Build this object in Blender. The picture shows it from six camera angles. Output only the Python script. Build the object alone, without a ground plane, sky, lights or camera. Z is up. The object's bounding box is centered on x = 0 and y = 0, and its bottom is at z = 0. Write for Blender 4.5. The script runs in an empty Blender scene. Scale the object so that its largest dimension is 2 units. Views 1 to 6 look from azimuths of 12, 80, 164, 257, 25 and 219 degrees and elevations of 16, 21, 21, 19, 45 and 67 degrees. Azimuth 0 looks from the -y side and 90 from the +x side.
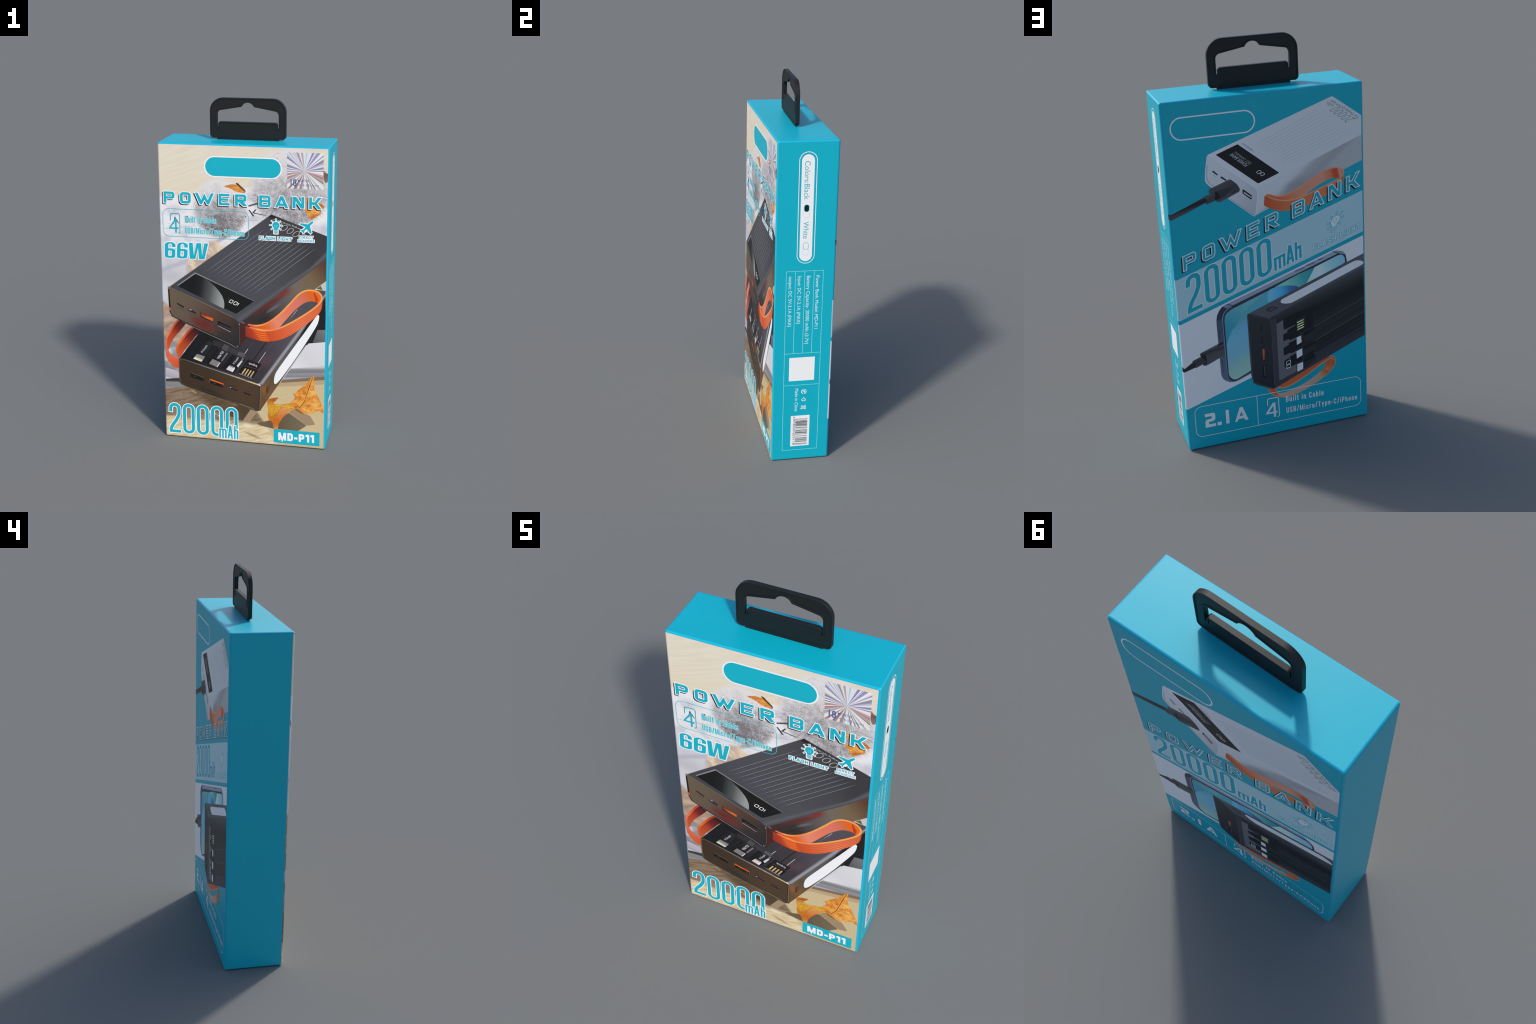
"""A retail carton for a portable charger: rounded-edge box, black plastic hang tab,
printed front, back and side.  All print coordinates are millimetres on the face:
u to the right as the reader sees it, v up from the ground."""
import bpy, bmesh, math, random
from mathutils import Vector
from mathutils.geometry import delaunay_2d_cdt

random.seed(7)
W, D, H, R = 0.9585, 0.3115, 1.7688, 0.0100      # carton width, depth, height, edge radius
HW, HD = W / 2, D / 2
STEP = 0.00010                                  # thickness of one ink layer
scene = bpy.context.scene

# ------------------------------------------------------------------ colours
def lin(c):
    c /= 255.0
    return c / 12.92 if c <= 0.04045 else ((c + 0.055) / 1.055) ** 2.4

LIGHT = {'front': ((.893, .897, .92), .0145), 'side': ((.803, .816, .851), .0125), 'back': ((.212, .268, .345), .008)}
def ink(rgb, face='front'):
    """Base colour of a print colour as it looks on that face in daylight."""
    k, s = LIGHT[face]
    return tuple(min(.97, max(.002, (lin(c) - s) / k[i])) for i, c in enumerate(rgb)) + (1,)

TEAL = (0.0012, 0.457, 0.588, 1)
WHITE = (.955, .955, .97, 1)
BLACK = (.012, .012, .013, 1)

# ------------------------------------------------------------------ node helper
class Nodes:
    def __init__(self, name, rough=.5, spec=.5):
        self.mat = bpy.data.materials.new(name)
        self.mat.use_nodes = True
        self.t = self.mat.node_tree
        self.b = self.t.nodes['Principled BSDF']
        self.b.inputs['Roughness'].default_value = rough
        self.b.inputs['Specular IOR Level'].default_value = spec
        self._uv = None
    def put(self, sock, v):
        if isinstance(v, bpy.types.NodeSocket):
            self.t.links.new(v, sock)
        else:
            sock.default_value = v
    def n(self, kind, **kw):
        nd = self.t.nodes.new(kind)
        for k, v in kw.items():
            setattr(nd, k, v)
        return nd
    def m(self, op, a, b=0.0, clamp=False):
        nd = self.n('ShaderNodeMath', operation=op, use_clamp=clamp)
        self.put(nd.inputs[0], a); self.put(nd.inputs[1], b)
        return nd.outputs[0]
    def uv(self, face):
        tc = self.n('ShaderNodeTexCoord').outputs['Object']
        sp = self.n('ShaderNodeSeparateXYZ'); self.put(sp.inputs[0], tc)
        u = sp.outputs['Y'] if face == 'side' else sp.outputs['X']
        self.u = self.m('MULTIPLY', u, -1000.0 if face == 'back' else 1000.0)
        self.v = self.m('MULTIPLY', sp.outputs['Z'], 1000.0)
        return self.u, self.v
    def plane(self, a, b, c):
        return self.m('ADD', self.m('ADD', self.m('MULTIPLY', self.u, a), self.m('MULTIPLY', self.v, b)), c)
    def step(self, x, lo, hi):
        nd = self.n('ShaderNodeMapRange', interpolation_type='SMOOTHSTEP')
        self.put(nd.inputs['Value'], x)
        nd.inputs['From Min'].default_value = lo; nd.inputs['From Max'].default_value = hi
        return nd.outputs[0]
    def vec(self, x, y, z=0.0):
        nd = self.n('ShaderNodeCombineXYZ')
        for i, q in enumerate((x, y, z)):
            self.put(nd.inputs[i], q)
        return nd.outputs[0]
    def noise(self, vec, scale=1.0, detail=2.0, rough=.5):
        nd = self.n('ShaderNodeTexNoise'); self.put(nd.inputs['Vector'], vec)
        nd.inputs['Scale'].default_value = scale; nd.inputs['Detail'].default_value = detail
        nd.inputs['Roughness'].default_value = rough
        return nd.outputs[0]
    def ramp(self, x, stops, mode='LINEAR'):
        nd = self.n('ShaderNodeValToRGB'); self.put(nd.inputs[0], x)
        cr = nd.color_ramp; cr.interpolation = mode
        while len(cr.elements) < len(stops):
            cr.elements.new(.5)
        for e, (p, c) in zip(cr.elements, stops):
            e.position = p; e.color = c
        return nd.outputs[0]
    def mix(self, f, a, b, mode='MIX'):
        nd = self.n('ShaderNodeMix', data_type='RGBA', blend_type=mode)
        self.put(nd.inputs[0], f); self.put(nd.inputs[6], a); self.put(nd.inputs[7], b)
        return nd.outputs[2]
    def radial(self, c, rx, ry=None, ang=0.0):
        """normalised distance from an ellipse centre: 1 on its rim"""
        ry = ry or rx
        ca, sa = math.cos(math.radians(ang)), math.sin(math.radians(ang))
        x = self.plane(ca / rx, sa / rx, -(c[0] * ca + c[1] * sa) / rx)
        y = self.plane(-sa / ry, ca / ry, (c[0] * sa - c[1] * ca) / ry)
        return self.m('SQRT', self.m('ADD', self.m('MULTIPLY', x, x), self.m('MULTIPLY', y, y)))
    def out(self, col):
        self.put(self.b.inputs['Base Color'], col)
        return self.mat

def flat(name, col, rough=.5, spec=.5):
    N = Nodes(name, rough, spec)
    g = N.noise(N.n('ShaderNodeTexCoord').outputs['Object'], 900, 2)
    return N.out(N.mix(N.m('MULTIPLY', g, .05), col, tuple(c * .8 for c in col[:3]) + (1,)))

def grad(name, face, a, b, stops, spots=(), grain=0.0, gscale=1.0, rough=.5):
    """colours along the line a->b, with soft elliptical spots (centre, rx, ry, angle, colour, strength)"""
    N = Nodes(name, rough); N.uv(face)
    dx, dy = b[0] - a[0], b[1] - a[1]; L = dx * dx + dy * dy
    f = N.plane(dx / L, dy / L, -(a[0] * dx + a[1] * dy) / L)
    col = N.ramp(f, [(p, ink(c, face)) for p, c in stops])
    for c, rx, ry, ang, rgb, k in spots:
        r = N.radial(c, rx, ry, ang)
        col = N.mix(N.m('MULTIPLY', N.step(r, 1.0, 0.15), k), col, ink(rgb, face))
    if grain:
        g = N.noise(N.vec(N.u, N.v), gscale, 3)
        col = N.mix(1.0, col, N.ramp(g, [(.3, (1 - grain,) * 3 + (1,)), (.7, (1, 1, 1, 1))]), 'MULTIPLY')
    return N.out(col)

_solid = {}
def solid(rgb, face='front'):
    key = (rgb, face)
    if key not in _solid:
        _solid[key] = flat('ink_%02x%02x%02x_%s' % (*rgb, face), ink(rgb, face))
    return _solid[key]

teal = flat('teal_ink', TEAL)
white = flat('white_ink', WHITE)
black = flat('black_ink', BLACK)
blue = flat('blue_fold_line', (.025, .36, .86, 1))
blue_dim = flat('dim_fold_line', (.010, .30, .66, 1))

# ------------------------------------------------------------------ faces
def surf(face, u, v, h):
    """point h metres above the face; u beyond the flat part bends round the edge"""
    u, v = u / 1000, v / 1000
    half = HD if face == 'side' else HW
    lim = half - R
    du, dn = u, 0.0
    a = abs(u) - lim
    out = h
    if a > 1e-7:
        h += 1e-4
        th = min(a / R, math.pi / 2)
        s = 1 if u > 0 else -1
        du = s * (lim + (R + h) * math.sin(th)); out = (R + h) * math.cos(th) - R
    if face == 'front':
        return Vector((du, -HD - out, v))
    if face == 'back':
        return Vector((-du, HD + out, v))
    return Vector((HW + out, du, v))

# ------------------------------------------------------------------ 2-D drawing kit
def lerp(a, b, t):
    return (a[0] + (b[0] - a[0]) * t, a[1] + (b[1] - a[1]) * t)
def area(p):
    return sum(p[i - 1][0] * p[i][1] - p[i][0] * p[i - 1][1] for i in range(len(p))) / 2
def ccw(p):
    return list(p) if area(p) > 0 else list(reversed(p))
def rounded(p, r, n=6):
    """round the corners of a polygon; r is one radius or one for each corner"""
    out = []; N = len(p)
    for i in range(N):
        a, b, c = Vector(p[i - 1]), Vector(p[i]), Vector(p[(i + 1) % N])
        rr = r[i] if isinstance(r, (list, tuple)) else r
        d1, d2 = a - b, c - b
        k = min(rr, d1.length * .5, d2.length * .5)
        if k < 1e-6:
            out.append(tuple(b)); continue
        s, e = b + d1.normalized() * k, b + d2.normalized() * k
        cosang = d1.normalized().dot(d2.normalized())
        w = math.sqrt(max(0, (1 - cosang) / 2))          # weight of a true circular arc
        for j in range(n + 1):
            t = j / n
            c0, c1, c2 = (1 - t) ** 2, 2 * t * (1 - t) * w, t * t
            out.append(tuple((s * c0 + b * c1 + e * c2) / (c0 + c1 + c2)))
    return out
def rrect(u0, v0, u1, v1, r, n=8):
    out = []
    for cx, cy, a0 in ((u1 - r, v1 - r, 0), (u0 + r, v1 - r, 90), (u0 + r, v0 + r, 180), (u1 - r, v0 + r, 270)):
        for j in range(n + 1):
            a = math.radians(a0 + 90 * j / n)
            out.append((cx + r * math.cos(a), cy + r * math.sin(a)))
    return out
def ellipse(c, rx, ry, ang=0, n=36):
    ca, sa = math.cos(math.radians(ang)), math.sin(math.radians(ang))
    return [(c[0] + rx * math.cos(t) * ca - ry * math.sin(t) * sa, c[1] + rx * math.cos(t) * sa + ry * math.sin(t) * ca)
            for t in (2 * math.pi * i / n for i in range(n))]
def spline(p, n=6, closed=False):
    """Catmull-Rom through the control points"""
    out = []; N = len(p)
    for i in range(N if closed else N - 1):
        g = (lambda k: Vector(p[k % N])) if closed else (lambda k: Vector(p[max(0, min(N - 1, k))]))
        a, b, c, d = g(i - 1), g(i), g(i + 1), g(i + 2)
        for j in range(n):
            t = j / n
            out.append(tuple(.5 * (2 * b + (c - a) * t + (2 * a - 5 * b + 4 * c - d) * t * t + (3 * b - a - 3 * c + d) * t ** 3)))
    if not closed:
        out.append(tuple(p[-1]))
    return out
def offset(p, d, limit=2.5):
    """grow a closed counter-clockwise polygon by d"""
    out = []; N = len(p)
    for i in range(N):
        a, b, c = Vector(p[i - 1]), Vector(p[i]), Vector(p[(i + 1) % N])
        e1, e2 = b - a, c - b
        if e1.length < 1e-7 or e2.length < 1e-7:
            continue
        n1 = Vector((e1.y, -e1.x)).normalized(); n2 = Vector((e2.y, -e2.x)).normalized()
        s = n1 + n2
        if s.length < .2:
            out += [tuple(b + n1 * d), tuple(b + n2 * d)]; continue
        m = s.normalized(); k = 1 / max(m.dot(n1), 1 / limit)
        out.append(tuple(b + m * d * k))
    return out
def grow(shape, d):
    o, holes = shape
    return offset(ccw(o), d), [offset(ccw(h), -d) for h in holes]
def side_line(path, d):
    out = []
    for i, q in enumerate(path):
        b = Vector(q)
        e1 = (b - Vector(path[i - 1])) if i else (Vector(path[1]) - b)
        e2 = (Vector(path[i + 1]) - b) if i < len(path) - 1 else e1
        n1 = Vector((-e1.y, e1.x)).normalized(); n2 = Vector((-e2.y, e2.x)).normalized()
        m = (n1 + n2)
        m = m.normalized() if m.length > .2 else n1
        out.append(tuple(b + m * d / max(m.dot(n1), .45)))
    return out
def stroke(path, w, closed=False, core=None):
    """a line of width w as one polygon; core is the sharp-cornered path of a closed line"""
    if closed:
        p = ccw(path); c = ccw(core or path)
        hole = offset(c, -w / 2)
        us, vs = [q[0] for q in c], [q[1] for q in c]
        small = min(max(us) - min(us), max(vs) - min(vs)) < w * 1.08 or area(hole) < 1
        return (offset(p, w / 2), [] if small else [hole])
    return (side_line(path, w / 2) + side_line(path, -w / 2)[::-1], [])
def needle(a, b, w):
    """a line that thins out to both ends"""
    n = Vector((-(b[1] - a[1]), b[0] - a[0])).normalized() * w / 2
    m1, m2 = lerp(a, b, .15), lerp(a, b, .85)
    return ([a, (m1[0] - n.x, m1[1] - n.y), (m2[0] - n.x, m2[1] - n.y), b, (m2[0] + n.x, m2[1] + n.y), (m1[0] + n.x, m1[1] + n.y)], [])
def resample(p, n):
    L = [0]
    for a, b in zip(p, p[1:]):
        L.append(L[-1] + (Vector(b) - Vector(a)).length)
    out = []; k = 0
    for i in range(n):
        s = L[-1] * i / (n - 1)
        while k < len(p) - 2 and L[k + 1] < s:
            k += 1
        out.append(lerp(p[k], p[k + 1], (s - L[k]) / max(L[k + 1] - L[k], 1e-9)))
    return out
def between(p, q, t, n=28):
    a, b = resample(p, n), resample(q, n)
    return [lerp(x, y, t) for x, y in zip(a, b)]
def clip(p, axis, lo, hi):
    """keep the part of a polygon with lo <= coordinate <= hi"""
    for sgn, lim in ((1, hi), (-1, -lo)):
        out = []
        for i, b in enumerate(p):
            a = p[i - 1]; da, db = lim - sgn * a[axis], lim - sgn * b[axis]
            if (da >= 0) != (db >= 0):
                out.append(lerp(a, b, da / (da - db)))
            if db >= 0:
                out.append(b)
        p = out
        if not p:
            return []
    return p
def ribbon(p, q, n=28):
    return (resample(p, n) + resample(q, n)[::-1], [])
def quad_map(q):
    p00, p10, p11, p01 = q
    def f(s, t):
        a, b = lerp(p00, p10, s), lerp(p01, p11, s)
        return lerp(a, b, t)
    return f
def place(shapes, f):
    return [([f(*p) for p in o], [[f(*p) for p in h] for h in hs]) for o, hs in shapes]
def S(p, holes=()):
    return (list(p), [list(h) for h in holes])

def winding(p, x, y):
    n = 0
    for i, b in enumerate(p):
        a = p[i - 1]
        side = (b[0] - a[0]) * (y - a[1]) - (x - a[0]) * (b[1] - a[1])
        if a[1] <= y < b[1] and side > 0:
            n += 1
        elif b[1] <= y < a[1] and side < 0:
            n -= 1
    return n
def careful_fill(o, holes):
    """fill an outline that crosses itself: Delaunay triangles whose middle lies inside"""
    pts, eds = [], []
    for lp in [o] + list(holes):
        lp = [q for i, q in enumerate(lp) if (Vector(q) - Vector(lp[i - 1])).length > 2e-2]
        k = len(pts)
        pts += [Vector(q) for q in lp]
        eds += [(k + i, k + (i + 1) % len(lp)) for i in range(len(lp))]
    v, e, f, *_ = delaunay_2d_cdt(pts, eds, [], 0, 1e-3)
    bm = bmesh.new(); bv = [bm.verts.new((q.x, q.y, 0)) for q in v]
    for t in f:
        x, y = sum(v[i].x for i in t) / 3, sum(v[i].y for i in t) / 3
        if winding(o, x, y) and not any(winding(q, x, y) for q in holes):
            bm.faces.new([bv[i] for i in t])
    bmesh.ops.delete(bm, geom=[q for q in bm.verts if not q.link_faces], context='VERTS')
    bm.normal_update()
    return bm

# ------------------------------------------------------------------ print layers
class Print:
    """one printed motif: a mesh child of a panel, made of thin ink layers"""
    def __init__(self, name, face, parent):
        self.name, self.face, self.parent = name, face, parent
        self.bm = bmesh.new(); self.mats = []; self.k = 0
    def slot(self, mat):
        if mat not in self.mats:
            self.mats.append(mat)
        return self.mats.index(mat)
    def add(self, shapes, mat, layer):
        if isinstance(shapes, tuple):
            shapes = [shapes]
        s = self.slot(mat)
        lim = (HD if self.face == 'side' else HW) * 1000 - R * 1000
        todo = []
        for o, holes in shapes:
            us, vs = [q[0] for q in o], [q[1] for q in o]
            if min(us) < -lim or max(us) > lim or min(vs) < 1 or max(vs) > H * 1000 - R * 1000:
                flat_part = clip(clip(o, 0, -lim, lim), 1, .8, H * 1000 - R * 1000)
                todo.append((flat_part, holes))
                if min(us) < -lim - 2 and self.face == 'back':       # the print runs on round the fold
                    n = 6; w = R * 1000 * math.pi / 2 / n
                    for i in range(n):
                        todo.append((clip(o, 0, -lim - (i + 1) * w, -lim - i * w), []))
            else:
                todo.append((o, holes))
        for o, holes in todo:
            self.k += 1
            h = layer * STEP + (self.k % 8) * 1.2e-5
            loops = [o] + list(holes)
            tmp = bmesh.new(); edges = []
            for lp in loops:
                lp = [q for i, q in enumerate(lp) if (Vector(q) - Vector(lp[i - 1])).length > 2e-2]
                if len(lp) < 3 or abs(area(lp)) < .05:
                    continue
                vs = [tmp.verts.new((q[0], q[1], 0)) for q in lp]
                for i in range(len(vs)):
                    edges.append(tmp.edges.new((vs[i - 1], vs[i])))
            if not edges:
                tmp.free(); continue
            bmesh.ops.triangle_fill(tmp, use_beauty=True, edges=edges, normal=(0, 0, 1))
            want = abs(area(o)) - sum(abs(area(q)) for q in holes)
            if abs(sum(f.calc_area() for f in tmp.faces) - want) > .01 * abs(want) + .02:
                tmp.free(); tmp = careful_fill(o, holes)
            self.take(tmp, s, h)
        return self
    def take(self, tmp, s, h):
        """lift a flat mesh on to the face, with short ink walls round its border"""
        top = {}; low = {}
        for v in tmp.verts:
            top[v] = self.bm.verts.new(surf(self.face, v.co.x, v.co.y, h))
        for f in tmp.faces:
            vs = list(f.verts)
            if f.normal.z < 0:
                vs.reverse()
            try:
                nf = self.bm.faces.new([top[v] for v in vs]); nf.material_index = s
            except ValueError:
                pass
        for e in tmp.edges:
            if len(e.link_faces) == 1:
                a, b = e.verts
                for v in (a, b):
                    if v not in low:
                        low[v] = self.bm.verts.new(surf(self.face, v.co.x, v.co.y, h - STEP * .8))
                nf = self.bm.faces.new([top[a], top[b], low[b], low[a]]); nf.material_index = s
        tmp.free()
    def text(self, txt, q, mat, layer, bold=0.0, font_space=1.0, fit=True):
        """built-in font; the box (0..width, 0..cap height) is mapped on to the quad q"""
        verts, polys, cap, wid, x0 = glyphs(txt, bold, font_space)
        f = quad_map(q); s = self.slot(mat)
        tmp = bmesh.new()
        tv = [tmp.verts.new((*f((x - x0) / wid, y / cap), 0)) for x, y in verts]
        for p in polys:
            try:
                tmp.faces.new([tv[i] for i in p])
            except ValueError:
                pass
        # letters that overlap lie a hair apart
        tmp.normal_update()
        self.k += 1
        seen = set(); isl = 0
        for v in list(tmp.verts):
            if v in seen:
                continue
            todo = [v]; seen.add(v); grp = []
            while todo:
                w = todo.pop(); grp.append(w)
                for e in w.link_edges:
                    o = e.other_vert(w)
                    if o not in seen:
                        seen.add(o); todo.append(o)
            isl += 1
            part = bmesh.new(); mp = {w: part.verts.new(w.co) for w in grp}
            for fc in {fc for w in grp for fc in w.link_faces}:
                part.faces.new([mp[w] for w in fc.verts])
            part.normal_update()
            self.take(part, s, layer * STEP + (isl % 5) * 1.4e-5)
        tmp.free()
        return self
    def done(self):
        me = bpy.data.meshes.new(self.name)
        self.bm.normal_update(); self.bm.to_mesh(me); self.bm.free()
        for m in self.mats:
            me.materials.append(m)
        ob = bpy.data.objects.new(self.name, me)
        scene.collection.objects.link(ob); ob.parent = self.parent
        return ob

_cap = {}
def text_mesh(txt, bold, space):
    cu = bpy.data.curves.new('lettering', 'FONT')
    cu.body = txt; cu.size = 1.0; cu.offset = bold; cu.space_character = space; cu.resolution_u = 3
    cu.fill_mode = 'FRONT'
    ob = bpy.data.objects.new('lettering', cu); scene.collection.objects.link(ob)
    dg = bpy.context.evaluated_depsgraph_get()
    me = ob.evaluated_get(dg).to_mesh()
    v = [(p.co.x, p.co.y) for p in me.vertices]; f = [tuple(p.vertices) for p in me.polygons]
    ob.evaluated_get(dg).to_mesh_clear()
    bpy.data.objects.remove(ob); bpy.data.curves.remove(cu)
    return v, f
def glyphs(txt, bold, space):
    if 'H' not in _cap:
        _cap['H'] = max(y for x, y in text_mesh('H', 0, 1)[0])
    base, _ = text_mesh(txt, 0, space)
    x0, x1 = min(x for x, y in base), max(x for x, y in base)
    v, f = text_mesh(txt, bold, space) if bold else (base, _)
    return v, f, _cap['H'], x1 - x0, x0

# square techno letters, height 1, stem t
def techno(ch, w, t=.23):
    r = .22
    if ch == 'P':
        o = rounded([(0, 0), (t, 0), (t, .38), (w, .38), (w, 1), (0, 1)], [0, 0, 0, r, r, 0])
        return S(o, [rounded([(t, .57), (w - t, .57), (w - t, .79), (t, .79)], [0, .07, .07, 0])])
    if ch == 'O':
        return S(rounded([(0, 0), (w, 0), (w, 1), (0, 1)], .27), [[(t, t), (w - t, t), (w - t, 1 - t), (t, 1 - t)]])
    if ch == 'W':
        return S([(x * w, y) for x, y in ((0, 1), (.15, 1), (.33, .37), (.5, .96), (.67, .37), (.85, 1), (1, 1), (.745, 0), (.64, 0), (.5, .42), (.365, 0), (.255, 0))])
    if ch == 'E':
        return S([(0, 0), (w, 0), (w, .2), (t, .2), (t, .40), (w * .89, .40), (w * .89, .60), (t, .60), (t, .79), (w, .79), (w, 1), (0, 1)])
    if ch == 'R':
        o = rounded([(0, 0), (t, 0), (t, .39), (w * .72, 0), (w * 1.08, 0), (w * .73, .38), (w, .40), (w, 1), (0, 1)], [0, 0, 0, 0, 0, .02, .2, r, 0])
        return S(o, [rounded([(t, .58), (w - t, .58), (w - t, .79), (t, .79)], [0, .06, .06, 0])])
    if ch == 'B':
        o = rounded([(0, 0), (w, 0), (w, .46), (w * .93, .51), (w, .56), (w, 1), (0, 1)], [0, r, .12, .03, .12, r, 0])
        return S(o, [[(t, .21), (w - t, .21), (w - t, .41), (t, .41)], [(t, .61), (w - t, .61), (w - t, .80), (t, .80)]])
    if ch == 'A':
        return S([(x * w, y) for x, y in ((0, 0), (.19, 0), (.27, .16), (.69, .16), (.755, 0), (1, 0), (.61, 1), (.40, 1))],
                 [[(x * w, y) for x, y in ((.37, .37), (.62, .37), (.50, .67))]])
    if ch == 'N':
        return S([(0, 0), (.27 * w, 0), (.27 * w, .63), (.73 * w, 0), (w, 0), (w, 1), (.75 * w, 1), (.75 * w, .40), (.33 * w, 1), (0, 1)])
    if ch == 'K':
        return S([(0, 0), (t, 0), (t, .36), (.43 * w, .36), (.70 * w, 0), (w, 0), (.62 * w, .50), (w, 1), (.72 * w, 1), (.44 * w, .60), (t, .60), (t, 1), (0, 1)])
    if ch == '2':
        return S(rounded([(0, 0), (w, 0), (w, .21), (t, .21), (t, .38), (w, .40), (w, 1), (0, 1), (0, .78), (w - t, .78), (w - t, .60), (0, .58)],
                         [0, 0, 0, .05, .06, .2, .16, 0, 0, .08, .06, .2]))
    if ch == '1':
        return S([(0, 0), (w, 0), (w, 1), (0, 1)])
    if ch == '.':
        return S([(0, 0), (w, 0), (w, .24), (0, .24)])

TITLE = (('P', -452, -389), ('O', -357, -295), ('W', -271, -162), ('E', -135, -73), ('R', -42, 22), ('B', 94, 158), ('A', 182, 256), ('N', 279, 344), ('K', 371, 440))
def title(f, v0=0.0, vh=1.0):
    """the nine heading letters; f maps (0..1 along the line, 0..1 up) to the face"""
    L = TITLE[-1][2] - TITLE[0][1]; out = []
    for ch, a, b in TITLE:
        hh = 69.0
        out += place([techno(ch, (b - a) / hh)], lambda x, y, a=a: f((a - TITLE[0][1] + x * hh) / L, y))
    return out

def digit(ch, w, h, t):
    """tall condensed figure"""
    if ch == '0':
        return [S(rrect(0, 0, w, h, w * .49, 10), [rrect(t, t * .9, w - t, h - t * .9, (w - 2 * t) * .49, 10)])]
    r = w / 2 - t / 2
    arc = [(w / 2 - r * math.cos(a), h - t / 2 - r + r * math.sin(a)) for a in (math.pi * i / 12 for i in range(13))]
    diag = spline([(w - t / 2, h * .70), (w - t * .62, h * .60), (w * .60, h * .42), (w * .34, h * .28), (t * .62, h * .16), (t * .5, h * .06), (t * .5, 0)], 4)
    return [stroke([(t / 2, h * .70)] + arc + diag, t), S([(t * .5, 0), (w, 0), (w, t * .9), (t * .5, t * .9)])]

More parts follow.
